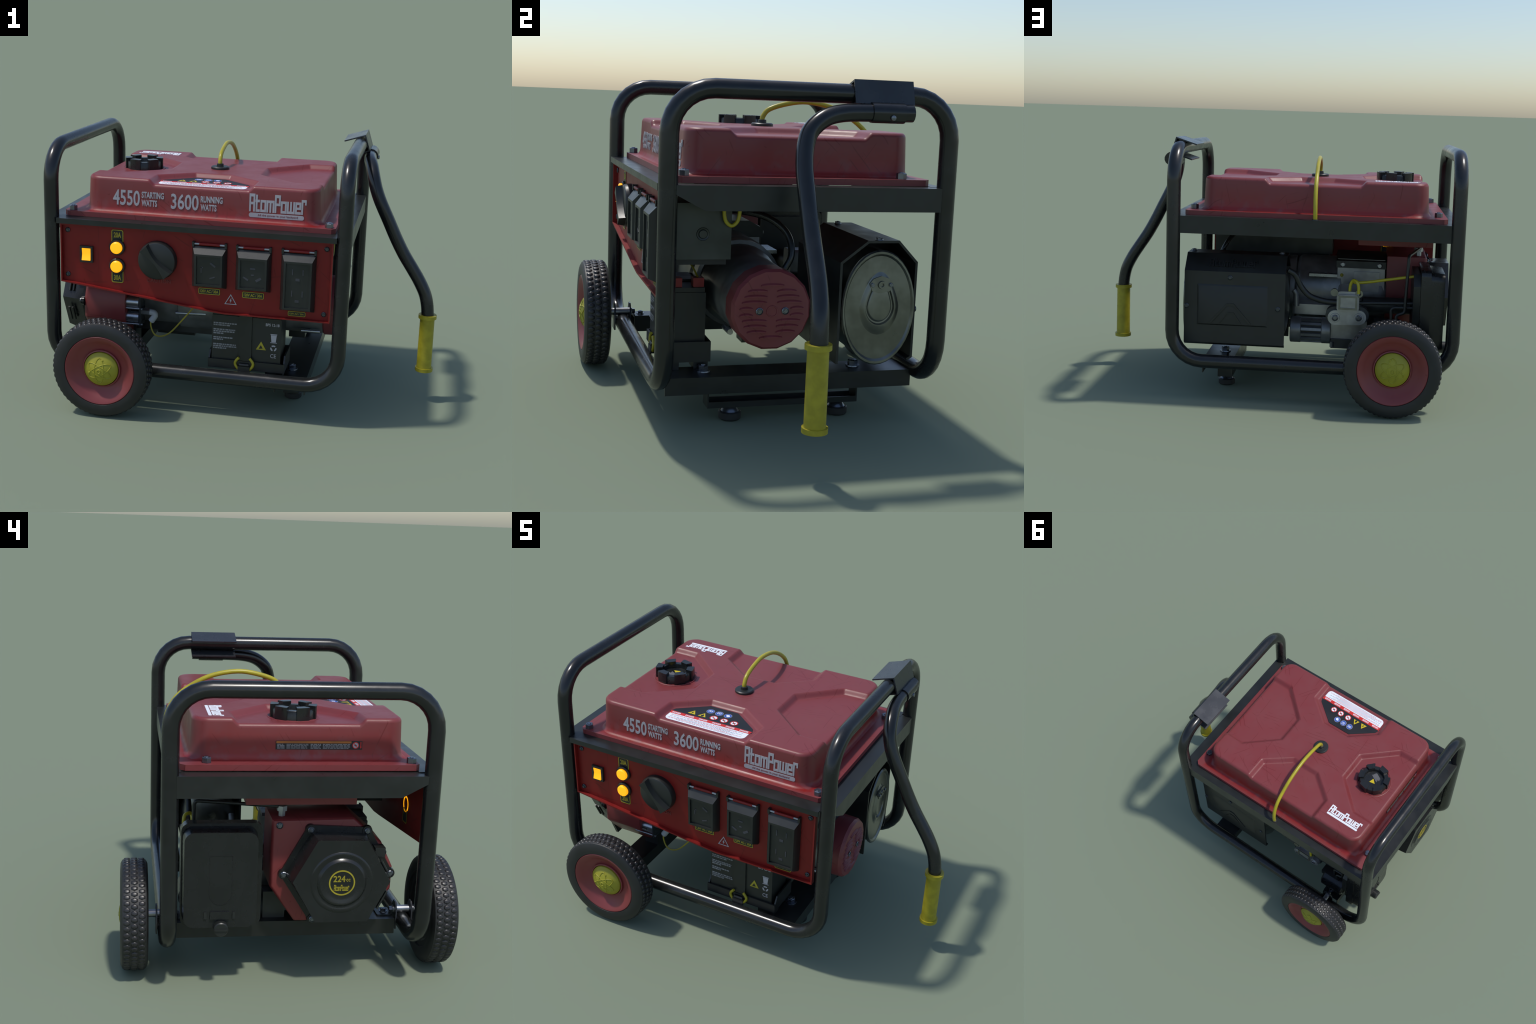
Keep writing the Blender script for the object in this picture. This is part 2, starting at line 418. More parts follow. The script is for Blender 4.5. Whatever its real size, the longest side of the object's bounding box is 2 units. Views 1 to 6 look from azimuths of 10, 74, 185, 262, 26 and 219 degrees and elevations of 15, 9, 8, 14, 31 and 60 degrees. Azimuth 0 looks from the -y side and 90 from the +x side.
angle_rail('rail', None, 'y', 0.560, -0.928, 0.489, -1, 0.055, hgt=0.092)
angle_rail('rail', None, 'x', 0.549, -0.527, 0.527, -1, 0.080, zt=0.984, hgt=0.093, cham=0.11)
angle_rail('rail', None, 'x', -0.989, -0.527, 0.527, 1, 0.095, zt=0.981, hgt=0.093, cham=0.11)
for x0, x1 in ((-0.925, -0.87), (0.43, 0.487)):           # corner gussets under the tank flange
    for s in (-1, 1): box('gusset', x0, x1, min(s * 0.50, s * 0.553), max(s * 0.50, s * 0.553), 0.970, 0.9775, 'rail', frame, 0.001, 1)

def channel(name, x0, x1, y0, y1, z0, z1):
    bm = bmesh.new(); t = 0.006
    add_box(bm, x0, x1, y0, y1, z1 - t, z1); add_box(bm, x0, x0 + t, y0, y1, z0, z1 - t); add_box(bm, x1 - t, x1, y0, y1, z0, z1 - t)
    bevel(bm, 0.0015, 1); return finish(bm, name, 'rail', frame)
channel('crossmember', 0.200, 0.362, -0.517, 0.525, 0.135, 0.205)
channel('crossmember', -0.728, -0.602, -0.50, 0.505, 0.162, 0.234)
for y in (-0.346, 0.30): hexbolt('mount_bolt', (0.268, y, 0.205), 0.0215, 0.026, 'zinc', frame)
for s in (-1, 1):
    prism('mount_plate', rrect(-0.69, -0.60, s * 0.462 - 0.035, s * 0.462 + 0.035, 0.006, 2), 'z', 0.234, 0.240, 'rail', frame)
    hexbolt('mount_bolt', (-0.648, s * 0.465, 0.240), 0.013, 0.014, 'zinc', frame)
# foot carrier: shallow hanging channel with two rubber feet
bm = bmesh.new()
add_box(bm, 0.225, 0.308, -0.332, 0.312, 0.058, 0.064); add_box(bm, 0.225, 0.231, -0.326, 0.306, 0.064, 0.082)
add_box(bm, 0.302, 0.308, -0.326, 0.306, 0.064, 0.082)
add_box(bm, 0.225, 0.308, -0.332, -0.326, 0.064, 0.135); add_box(bm, 0.225, 0.308, 0.306, 0.312, 0.064, 0.135)
finish(bm, 'foot_carrier', 'rail', frame)
for y in (-0.228, 0.236):
    rev('foot_stem', [(0.03, 0.040), (0.036, 0.036), (0.050, 0.026), (0.06, 0.020)], 'z', (0.266, y, 0), 'zinc', frame, 20)
    rev('foot', [(0.0, 0.042), (0.005, 0.047), (0.030, 0.047), (0.034, 0.042)], 'z', (0.266, y, 0), 'rubber', frame, 18)

# ================================================================== FUEL TANK
HX, HY, RC = 0.604, 0.466, 0.082
TX, TY = -0.214, -0.0025           # centre of the tank body
RECESS = [
 [(0.9, -0.262), (0.458, -0.262), (0.268, -0.092), (0.268, 0.092), (0.458, 0.262), (0.9, 0.262)],
 [(-0.9, 0.262), (-0.458, 0.262), (-0.268, 0.092), (-0.268, -0.092), (-0.458, -0.262), (-0.9, -0.262)],
 [(0.242, 0.9), (0.242, 0.315), (0.088, 0.192), (-0.088, 0.192), (-0.242, 0.315), (-0.242, 0.9)],
 [(-0.242, -0.9), (-0.242, -0.315), (-0.088, -0.192), (0.088, -0.192), (0.242, -0.315), (0.242, -0.9)]]
def sd_convex(poly, x, y):
    """signed distance to a convex polygon (negative inside)"""
    d = -1e9; n = len(poly); cx = sum(p[0] for p in poly) / n; cy = sum(p[1] for p in poly) / n
    for i in range(n):
        (ax, ay), (bx, by) = poly[i], poly[(i + 1) % n]
        nx, ny = by - ay, ax - bx; l = math.hypot(nx, ny); nx /= l; ny /= l
        if (cx - ax) * nx + (cy - ay) * ny > 0: nx, ny = -nx, -ny
        d = max(d, (x - ax) * nx + (y - ay) * ny)
    return d
def smooth(t): t = max(0.0, min(1.0, t)); return t * t * (3 - 2 * t)
def tank_top(x, y):
    dep = 0.0
    for P in RECESS: dep = max(dep, 1 - smooth((sd_convex(P, x, y) + 0.004) / 0.034))
    dome = -0.006 * (1 - (x / HX) ** 2) * (1 - (y / HY) ** 2)
    return 1.188 + dome - 0.024 * dep
def rr_ring(inset, ns=170, nl=230, nc=16):
    hx, hy = HX - inset, HY - inset; r = max(RC - inset, 0.0)
    r = min(r, hx, hy) if min(hx, hy) > 0 else 0.0; cx, cy = hx - r, hy - r; pts = []
    for qx, qy, a in ((1, -1, -90), (1, 1, 0), (-1, 1, 90), (-1, -1, 180)):
        for i in range(nc):
            t = math.radians(a + 90 * (i / nc)); pts.append((qx * cx + r * math.cos(t), qy * cy + r * math.sin(t)))
        e = math.radians(a + 90); sx, sy = qx * cx + r * math.cos(e), qy * cy + r * math.sin(e)
        nq = {(1, -1): (1, 1), (1, 1): (-1, 1), (-1, 1): (-1, -1), (-1, -1): (1, -1)}[(qx, qy)]
        ex, ey = nq[0] * cx + r * math.cos(e), nq[1] * cy + r * math.sin(e)
        m = nl if qy == nq[1] else ns
        for i in range(m): pts.append((sx + (ex - sx) * i / m, sy + (ey - sy) * i / m))
    return pts
bm = bmesh.new(); rings = []
spec = [('z', -0.022, 1.0095), ('z', -0.012, 1.0125), ('z', -0.005, 1.018), ('z', 0.0, 1.028)]
for f in (0.0, 0.35, 0.7, 1.0): spec.append(('w', 0.002 + 0.006 * f, f))
for k in range(1, 7):
    a = math.pi / 2 * k / 6; spec.append(('f', 0.008 + 0.019 * (1 - math.cos(a)), 0.019 * (1 - math.sin(a))))
ins = 0.027
while ins < HY - 1e-6: ins = min(ins + 0.0052, HY); spec.append(('t', ins, 0))
for kind, inset, val in spec:
    ring = []
    for x, y in rr_ring(inset):
        if kind == 'z': z = val
        else:
            zt = tank_top(x, y)
            z = zt if kind == 't' else (zt - val if kind == 'f' else 1.035 + val * (zt - 0.019 - 1.035))
        ring.append(bm.verts.new((x + TX, y + TY, z)))
    rings.append(ring)
for A, B in zip(rings, rings[1:]):
    n = len(A)
    for i in range(n): bm.faces.new((A[i], A[(i + 1) % n], B[(i + 1) % n], B[i]))
bmesh.ops.remove_doubles(bm, verts=bm.verts, dist=0.0002)
tank = finish(bm, 'fuel_tank', 'tank', ROOT, 60)
bm = bmesh.new(); fl = [(CX - 0.672, -0.511), (CX + 0.672, -0.511), (CX + 0.692, -0.49), (CX + 0.692, 0.488), (CX + 0.672, 0.509), (CX - 0.672, 0.509), (CX - 0.692, 0.488), (CX - 0.692, -0.49)]
add_prism(bm, fl, 'z', 0.9855, 1.0105); bevel(bm, 0.007, 3)
finish(bm, 'tank_flange', 'tank', tank)
bm = bmesh.new(); add_box(bm, -0.86, -0.45, -0.256, 0.224, 0.823, 0.986); bevel(bm, 0.012, 2); finish(bm, 'tank_sump', 'shroud', tank)
for x, y in ((-0.874, -0.480), (0.438, -0.479), (0.438, 0.397), (-0.868, 0.397)):
    hexbolt('tank_bolt', (x, y, 1.0085), 0.021, 0.026, 'zinc', tank, washer=False)
# filler cap: six-lobed crown with a dished centre
CAP = (-0.641, 0.0)
rev('cap_ring', [(1.150, 0.116), (1.1628, 0.116), (1.1642, 0.113), (1.1628, 0.110), (1.161, 0.106), (1.150, 0.106)], 'z', (*CAP, 0), 'tank', tank, 48, closed=True)
cap = rev('filler_cap', [(1.150, 0.0955), (1.199, 0.0955), (1.204, 0.092), (1.204, 0.068), (1.184, 0.064), (1.182, 0.0)], 'z', (*CAP, 0), 'black_gloss', tank, 48)
bm = bmesh.new()
for k in range(6):
    a = math.radians(16.5 + 60 * k); ca, sa = math.cos(a), math.sin(a)
    def P(r, t): return (CAP[0] + r * ca - t * sa, CAP[1] + r * sa + t * ca)
    add_prism(bm, [P(0.066, -0.020), P(0.098, -0.031), P(0.102, -0.024), P(0.102, 0.024), P(0.098, 0.031), P(0.066, 0.020)], 'z', 1.160, 1.219)
    for s in (-1, 1):
        b2 = math.radians(16.5 + 30 + 60 * k)
bevel(bm, 0.0025, 1); finish(bm, 'cap_lobes', 'black_gloss', tank)
plc = Plane((*CAP, 1.1828), (-0.87, 0.5, 0), (-0.5, -0.87, 0))
bm = bmesh.new(); add_decal(bm, plc, [(0.0, -0.035), (0.03, -0.01), (-0.008, 0.0)]); finish(bm, 'cap_warning_sign', 'yellow_sign', tank)
bm = bmesh.new()
for k in range(6): add_decal(bm, plc, rect(-0.038 + 0.003 * (k % 2), 0.022 - 0.004 * (k % 3), 0.006 + k * 0.006, 0.009 + k * 0.006))
finish(bm, 'cap_small_print', 'grey_print', tank, stuff=True)
# grommet on the tank and the arched cable down to the rear rail
rev('grommet', [(1.175, 0.049), (1.192, 0.049), (1.196, 0.044), (1.196, 0.019), (1.210, 0.018), (1.212, 0.010)], 'z', (-0.215, -0.003, 0), 'black', tank, 28)
tube('tether_cable', spline([(-0.215, -0.003, 1.20), (-0.216, 0.0, 1.225), (-0.218, 0.03, 1.258), (-0.219, 0.115, 1.285), (-0.219, 0.205, 1.295), (-0.219, 0.317, 1.276),
      (-0.219, 0.41, 1.233), (-0.219, 0.489, 1.172), (-0.220, 0.532, 1.10), (-0.222, 0.545, 1.03), (-0.222, 0.542, 0.98)], 4), 0.0115, 'yellow_cable', tank, 10)
rev('cable_ferrule', [(0.984, 0.018), (0.990, 0.017), (0.991, 0.012)], 'z', (-0.222, 0.542, 0), 'black', frame, 16)

# printing on the tank front wall (wall leans back a little)
tilt = 0.006 / 0.135
def wall_plane(x, z): return Plane((x, TY - (HY - 0.002 - (z - 1.035) * tilt) - 0.0006, z), (1, 0, 0), (0, tilt, 1))
pl = wall_plane(0, 1.03)
def wz(z): return (z - 1.03)
text('tank_lettering', '4550', pl, -0.668, -0.527, wz(1.048), wz(1.127), 'white_print', tank, 0.017)
text('tank_lettering', 'STARTING', pl, -0.518, -0.402, wz(1.091), wz(1.124), 'white_print', tank, 0.03)
text('tank_lettering', 'WATTS', pl, -0.518, -0.437, wz(1.050), wz(1.083), 'white_print', tank, 0.03)
text('tank_lettering', '3600', pl, -0.365, -0.222, wz(1.046), wz(1.125), 'white_print', tank, 0.017)
text('tank_lettering', 'RUNNING', pl, -0.212, -0.100, wz(1.089), wz(1.122), 'white_print', tank, 0.03)
text('tank_lettering', 'WATTS', pl, -0.212, -0.130, wz(1.048), wz(1.081), 'white_print', tank, 0.03)
lp = wall_plane(0.035, 1.034)
logo('maker_logo', lp, 0.284, 0.118, 'white_print', tank)
text('logo_small_print', 'All the power in your backyard', Plane(lp.o, lp.u, lp.v), 0.045, 0.245, 0.005, 0.018, 'shroud', tank, 0.0, h=0.0022)
# logo lying on the raised rear-left pad
zt = tank_top(-0.645 - TX, 0.35 - TY)
lp2 = Plane((-0.528, 0.383, zt - 0.0008), (-1, 0, 0), (0, -1, 0))
logo('maker_logo', lp2, 0.238, 0.075, 'white_label', tank, hh=0.0026)
# big warning label in the front recess
zs = tank_top(0, -0.33 - TY) + 0.0002
wl = Plane((CX, 0, zs), (1, 0, 0), (0, 1, 0)); hl = 0.0022
bm = bmesh.new()
add_decal(bm, wl, [(-0.236, -0.356), (0.236, -0.356), (0.222, -0.318), (0.080, -0.206), (-0.080, -0.206), (-0.222, -0.318)], -0.004, hl, 0)
finish(bm, 'warning_label', 'black_label', tank)
bm = bmesh.new()
wp = [(-0.226, -0.352), (-0.226, -0.405)] + [(-0.226 + 0.026 - 0.026 * math.cos(t), -0.405 - 0.026 * math.sin(t)) for t in (0.4, 0.8, 1.2, 1.57)]
wp += [(-a, b) for a, b in wp[::-1]]
add_decal(bm, wl, wp, -0.004, hl + 0.0001); finish(bm, 'warning_label_text_panel', 'white_label', tank)
bm = bmesh.new(); add_decal(bm, wl, [(-0.2275, -0.369), (0.2275, -0.369), (0.232, -0.345), (-0.232, -0.345)], -0.003, hl + 0.0005); finish(bm, 'warning_label_stripe', 'red_label', tank)
for k in range(6):
    x = -0.218 + k * 0.0775
    text('stripe_lettering', 'DANGER', wl, x, x + 0.048, -0.3635, -0.3505, 'white_label', tank, 0.02, h=hl + 0.0011)
rng = random.Random(3)
for mname, rows in (('blue_text', (0, 3, 4, 7)), ('red_text', (1, 2, 5, 6))):
    bm = bmesh.new()
    for r in rows:
        y = -0.3765 - r * 0.0062; x = -0.21 + rng.uniform(0, 0.05) * (r % 3)
        end = 0.20 - 0.04 * (r % 3)
        while x < end:
            w = rng.uniform(0.006, 0.02); add_decal(bm, wl, rect(x, x + w, y - 0.0026, y), 0, hl + 0.0006); x += w + 0.004
    finish(bm, 'warning_small_print', mname, tank, stuff=True)
def tri(cx, cy, r): return [(cx + r * math.cos(math.radians(a)), cy + r * math.sin(math.radians(a))) for a in (90, 210, 330)]
BOLT = [(0.1, 1), (-0.45, -0.1), (-0.05, -0.1), (-0.25, -1), (0.45, 0.2), (0.05, 0.2), (0.35, 1)]
def bolt_shape(cx, cy, s): return [(cx + a * s, cy + b * s) for a, b in BOLT]
for i, (x, y) in enumerate(((-0.125, -0.315), (-0.066, -0.315))):
    decal('hazard_sign', wl, tri(x, y, 0.025), 'yellow_sign', tank, -0.001, hl + 0.0006)
    if i == 0: decal('hazard_symbol', wl, bolt_shape(x, y - 0.001, 0.012), 'black_label', tank, 0, hl + 0.0012)
    else:
        bm = bmesh.new(); add_decal(bm, wl, circle(x, y - 0.004, 0.008, 14), 0, hl + 0.0012); add_decal(bm, wl, [(x - 0.006, y - 0.002), (x + 0.006, y - 0.002), (x + 0.001, y + 0.012)], 0, hl + 0.0013)
        finish(bm, 'hazard_symbol', 'black_label', tank)
for i, x in enumerate((-0.052, -0.002, 0.048)):
    decal('mandatory_sign', wl, circle(x, -0.258, 0.0215, 24), 'white_print', tank, -0.001, hl + 0.0004)
    decal('mandatory_sign_field', wl, circle(x, -0.258, 0.0195, 24), 'blue_sign', tank, -0.001, hl + 0.0008)
    bm = bmesh.new()
    if i < 2:
        for s in (-1, 1): add_ring(bm, wl, circle(x + s * 0.006, -0.259, 0.0065, 12), circle(x + s * 0.006, -0.259, 0.0042, 12), 0, hl + 0.0013)
        add_decal(bm, wl, rect(x - 0.012, x + 0.012, -0.2515 + 0.003 * i, -0.2495 + 0.003 * i), 0, hl + 0.0014)
    else:
        add_decal(bm, wl, [(x - 0.012, -0.252), (x + 0.004, -0.249), (x + 0.013, -0.259), (x + 0.006, -0.270), (x - 0.004, -0.268)], 0, hl + 0.0013)
    finish(bm, 'mandatory_symbol', 'white_label', tank)
for i, x in enumerate((-0.004, 0.055, 0.112)):
    y = -0.312
    decal('prohibition_sign', wl, circle(x, y, 0.021, 24), 'white_label', tank, -0.001, hl + 0.0005)
    bm = bmesh.new(); add_decal(bm, wl, [(x - 0.011, y - 0.002), (x - 0.004, y + 0.005), (x + 0.011, y + 0.003), (x + 0.004, y - 0.006)], 0, hl + 0.0008); finish(bm, 'prohibition_symbol', 'black_label' if i else 'grey_print', tank)
    bm = bmesh.new(); add_ring(bm, wl, circle(x, y, 0.0212, 24), circle(x, y, 0.0168, 24), 0, hl + 0.0012)
    add_decal(bm, wl, [(x - 0.0135, y + 0.011), (x - 0.011, y + 0.0135), (x + 0.0135, y - 0.011), (x + 0.011, y - 0.0135)], 0, hl + 0.0014)
    finish(bm, 'prohibition_ring', 'red_label', tank)
# strip label on the left wall
xl = TX - HX
tl = 0.006 / 0.135
sl = Plane((xl + 0.002 + 0.022 * tl - 0.0008, 0.100, 1.055), (0, -1, 0), (tl, 0, 1))
decal('strip_label', sl, rect(0, 0.375, 0.0, 0.037), 'black_label', tank)
decal('strip_label_band', sl, rect(0.002, 0.327, 0.027, 0.036), 'orange_label', tank, 0, 0.0018)
bm = bmesh.new(); rng = random.Random(5)
for r in range(4):
    for a, b2 in ((0.006, 0.038), (0.046, 0.140), (0.150, 0.195), (0.203, 0.322)):
        x = a
        while x < b2 - 0.004:
            w = min(rng.uniform(0.006, 0.02), b2 - x); add_decal(bm, sl, rect(x, x + w, 0.004 + r * 0.0055, 0.0075 + r * 0.0055), 0, 0.0018); x += w + 0.003
finish(bm, 'strip_small_print', 'grey_print', tank, stuff=True)
decal('prohibition_sign', sl, circle(0.346, 0.0185, 0.0125, 20), 'white_print', tank, 0, 0.0018)
bm = bmesh.new(); add_ring(bm, sl, circle(0.346, 0.0185, 0.0145, 20), circle(0.346, 0.0185, 0.0115, 20), 0, 0.0024)
add_decal(bm, sl, [(0.338, 0.026), (0.340, 0.028), (0.354, 0.011), (0.352, 0.009)], 0, 0.0026)
add_decal(bm, sl, [(0.3665, 0.034), (0.3705, 0.034), (0.3705, 0.013), (0.373, 0.013), (0.3685, 0.004), (0.364, 0.013), (0.3665, 0.013)], 0, 0.0024)
finish(bm, 'prohibition_ring', 'red_label', tank)
decal('strip_label_symbol', sl, [(0.339, 0.02), (0.346, 0.023), (0.352, 0.017), (0.345, 0.014)], 'black_label', tank, 0, 0.0021)

# ================================================================== CONTROL PANEL
PY = -0.553
outl = [(-0.912, 0.957), (-0.912, 0.652), (-0.16, 0.560), (-0.06, 0.550), (0.474, 0.549), (0.474, 0.957)]
panel = prism('control_panel', outl, 'y', PY, PY + 0.005, 'panel', ROOT, 0.0)
def inset_poly(p, d):
    out = []; n = len(p)
    for i in range(n):
        a, b, c = V(p[i - 1]), V(p[i]), V(p[(i + 1) % n])
        u, w = (b - a).normalized(), (c - b).normalized()
        n1, n2 = V((-u.y, u.x)), V((-w.y, w.x)); bi = (n1 + n2); k = d / (1 + n1.dot(n2))
        out.append((b.x + bi.x * k, b.y + bi.y * k))
    return out
innr = inset_poly(outl, 0.007)
bm = bmesh.new(); Lr = [[bm.verts.new((a, y, b)) for a, b in P] for P, y in ((outl, PY - 0.0005), (outl, PY - 0.022), (innr, PY - 0.022), (innr, PY - 0.0005))]
for k in range(4):
    for i in range(6): bm.faces.new((Lr[k][i], Lr[k][(i + 1) % 6], Lr[(k + 1) % 4][(i + 1) % 6], Lr[(k + 1) % 4][i]))
bevel(bm, 0.0015, 1); finish(bm, 'panel_rim', 'panel', panel)
for x, z in ((-0.878, 0.921), (-0.880, 0.688), (0.441, 0.921), (0.441, 0.588)): screw('panel_screw', (x, PY - 0.001, z), 0.0125, 'screw_steel', panel)
FP = Plane((0, PY - 0.0006, 0), (1, 0, 0), (0, 0, 1))
# rocker switch
bm = bmesh.new(); add_ring(bm, FP, rect(-0.812, -0.744, 0.760, 0.845), rect(-0.801, -0.755, 0.771, 0.834), 0, 0.014); bevel(bm, 0.002, 1)
finish(bm, 'switch_bezel', 'black', panel)
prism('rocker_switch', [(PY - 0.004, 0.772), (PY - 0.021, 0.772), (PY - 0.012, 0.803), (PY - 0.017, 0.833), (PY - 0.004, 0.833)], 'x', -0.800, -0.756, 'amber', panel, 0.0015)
# breaker buttons with their tabs
for zc, s, lab in ((0.850, 1, '20A'), (0.752, -1, '30A')):
    rev('breaker_bezel', [(0, 0.041), (-0.012, 0.041), (-0.016, 0.037), (-0.016, 0.030), (0, 0.030)], 'y', (-0.617, PY, zc), 'black', panel, 32, closed=True)
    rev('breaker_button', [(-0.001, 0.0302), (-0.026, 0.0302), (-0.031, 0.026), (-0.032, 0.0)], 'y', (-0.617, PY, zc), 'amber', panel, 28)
    z0, z1 = sorted((zc + s * 0.02, zc + s * 0.089)); x0, x1 = -0.648, -0.586
    decal('amp_label', FP, rrect(x0, x1, z0, z1, 0.010), 'black_label', panel)
    bm = bmesh.new(); add_ring(bm, FP, rrect(x0, x1, z0, z1, 0.010), rrect(x0 + 0.004, x1 - 0.004, z0 + 0.004, z1 - 0.004, 0.007), 0, 0.0018); finish(bm, 'amp_label_border', 'yellow_print', panel)
    zm = zc + s * 0.0625
    text('amp_lettering', lab, FP, x0 + 0.012, x1 - 0.012, zm - 0.014, zm + 0.014, 'yellow_print', panel, 0.03, h=0.002)
# selector dial
DC = (-0.405, 0.800)
rev('selector_dial', [(0, 0.099), (-0.020, 0.099), (-0.034, 0.094), (-0.038, 0.088), (-0.038, 0.0)], 'y', (DC[0], PY, DC[1]), 'black', panel, 40)
bm = bmesh.new(); ca, sa = math.cos(math.radians(-47)), math.sin(math.radians(-47)); pr0, pr1 = [], []
for t in [i / 10 - 1 for i in range(21)]:
    w = 0.010 + 0.017 * abs(t) ** 1.8; L = 0.092 * t
    pr0.append((L, w + 0.004)); pr1.append((L * 0.98, w - 0.003))
def dial(pr): return [(DC[0] + a * ca - b_ * sa, DC[1] + a * sa + b_ * ca) for a, b_ in pr + [(a, -b_) for a, b_ in pr[::-1]]]
add_prism(bm, dial(pr0), 'y', PY - 0.036, PY - 0.066, dial(pr1)); bevel(bm, 0.003, 2, 40)
finish(bm, 'dial_grip', 'black', panel, 30)
text('caution_lettering', 'CAUTION', FP, -0.462, -0.338, 0.680, 0.700, 'shroud', panel, 0.0, h=0.0018)
# outlets under their hinged covers
def outlet(x0, x1, z0, z1, kind):
    D = 0.043; i = 0.017
    base = [(x0, z0), (x1, z0), (x1, z1 - 0.022), (x0, z1 - 0.022)]
    topp = [(x0 + i, z0 + 0.012), (x1 - i, z0 + 0.012), (x1 - i, z1 - 0.058), (x0 + i, z1 - 0.058)]
    bm = bmesh.new(); j = 0.010
    a0, a1, b0, b1 = x0 + i, x1 - i, z0 + 0.012, z1 - 0.058
    wel = rect(a0 + j, a1 - j, b0 + j, b1 - j)
    L = [[bm.verts.new((a, y, b_)) for a, b_ in P] for P, y in ((base, PY - 0.0005), (base, PY - 0.012), (topp, PY - D), (wel, PY - D), (wel, PY - 0.034))]
    for A, B in zip(L, L[1:]):
        for k in range(4): bm.faces.new((A[k], A[(k + 1) % 4], B[(k + 1) % 4], B[k]))
    bm.faces.new(L[-1]); bevel(bm, 0.002, 2)
    o = finish(bm, 'outlet_cover', 'black', panel)
    f = Plane((0, PY - 0.0344, 0), (1, 0, 0), (0, 0, 1))
    xc = (x0 + x1) / 2
    tube('hinge_rod', [(x0 + 0.036, PY - 0.014, z1 - 0.012), (x1 - 0.036, PY - 0.014, z1 - 0.012)], 0.0075, 'panel', panel, 10)
    tube('hinge_pin', [(x0 + 0.011, PY - 0.014, z1 - 0.012), (x1 - 0.011, PY - 0.014, z1 - 0.012)], 0.0045, 'white_plastic', panel, 8)
    for q in (x0, x1 - 0.011): box('hinge_ear', q, q + 0.011, PY - 0.022, PY - 0.001, z1 - 0.026, z1 - 0.001, 'black', panel, 0.002, 1)
    bm = bmesh.new()
    def slot(cx, cz, w, h, ang=0):
        c, s = math.cos(math.radians(ang)), math.sin(math.radians(ang))
        add_decal(bm, f, [(cx + a * c - b_ * s, cz + a * s + b_ * c) for a, b_ in rect(-w / 2, w / 2, -h / 2, h / 2)], 0, 0.0016)
    zc = (b0 + b1) / 2
    if kind == 0: slot(xc - 0.036, zc, 0.006, 0.030); slot(xc - 0.033, zc + 0.014, 0.012, 0.006); slot(xc + 0.022, zc + 0.030, 0.032, 0.010, -35); slot(xc + 0.020, zc - 0.036, 0.028, 0.006, 20)
    elif kind == 1: slot(xc, zc + 0.028, 0.026, 0.008); slot(xc, zc - 0.004, 0.014, 0.006); slot(xc - 0.034, zc - 0.024, 0.030, 0.009, -32); slot(xc + 0.030, zc - 0.026, 0.030, 0.012, 32)
    else:
        for dz in (0.058, -0.052):
            slot(xc - 0.026, zc + dz + 0.012, 0.005, 0.030); slot(xc + 0.026, zc + dz + 0.012, 0.005, 0.030); slot(xc, zc + dz - 0.026, 0.020, 0.013)
    finish(bm, 'outlet_slots', 'slot', panel)
outlet(-0.226, -0.051, 0.681, 0.914, 0); outlet(-0.004, 0.172, 0.681, 0.912, 1); outlet(0.222, 0.394, 0.597, 0.913, 2)
for x0, x1, z0, z1, s in ((-0.194, -0.084, 0.641, 0.673, '120V AC / 30A'), (0.030, 0.139, 0.639, 0.671, '120V AC / 30A'), (0.263, 0.351, 0.566, 0.591, '120V AC / 20A')):
    decal('outlet_label', FP, rrect(x0, x1, z0, z1, 0.006), 'black_label', panel)
    bm = bmesh.new(); add_ring(bm, FP, rrect(x0, x1, z0, z1, 0.006), rrect(x0 + 0.003, x1 - 0.003, z0 + 0.003, z1 - 0.003, 0.004), 0, 0.0018); finish(bm, 'outlet_label_border', 'yellow_print', panel)
    text('outlet_lettering', s, FP, x0 + 0.008, x1 - 0.008, z0 + 0.008, z1 - 0.008, 'yellow_print', panel, 0.03, h=0.0019)
def tri2(x0, x1, z0, z1, d=0):
    return inset_poly([(x0, z0), (x1, z0), ((x0 + x1) / 2, z1)], d)
bm = bmesh.new(); add_ring(bm, FP, tri2(-0.060, 0.003, 0.598, 0.652), tri2(-0.060, 0.003, 0.598, 0.652, 0.0035), 0, 0.0014)
add_decal(bm, FP, bolt_shape(-0.0285, 0.617, 0.013), 0, 0.0014); finish(bm, 'shock_hazard_sign', 'white_print', panel)
BPL = Plane((0, PY + 0.0054, 0), (-1, 0, 0), (0, 0, 1))
bm = bmesh.new(); add_ring(bm, BPL, circle(0.617, 0.752, 0.038, 24), circle(0.617, 0.752, 0.031, 24)); finish(bm, 'lamp_back_ring', 'amber', panel)
decal('label_back', BPL, rrect(0.586, 0.648, 0.664, 0.730, 0.010), 'black_label', panel)
bm = bmesh.new(); add_ring(bm, BPL, rrect(0.586, 0.648, 0.664, 0.730, 0.010), rrect(0.590, 0.644, 0.668, 0.726, 0.007), 0, 0.0018); finish(bm, 'label_back_border', 'yellow_print', panel)
# back of the panel: wiring box
wb = box('wiring_box', -0.29, 0.425, -0.545, -0.285, 0.690, 0.906, 'control_box', panel, 0.006)
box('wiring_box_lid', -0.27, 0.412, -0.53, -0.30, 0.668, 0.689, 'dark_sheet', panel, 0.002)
rev('box_plug', [(0.425, 0.026), (0.4285, 0.024), (0.4265, 0.018), (0.431, 0.015), (0.431, 0.0)], 'x', (0, -0.396, 0.788), 'control_box', panel, 20)
tube('wire_loop', spline([(0.445, -0.321, 0.93), (0.445, -0.321, 0.876), (0.445, -0.313, 0.84), (0.445, -0.290, 0.823), (0.445, -0.268, 0.84), (0.445, -0.260, 0.876), (0.445, -0.26, 0.93)], 5), 0.0075, 'yellow_cable', panel, 8)

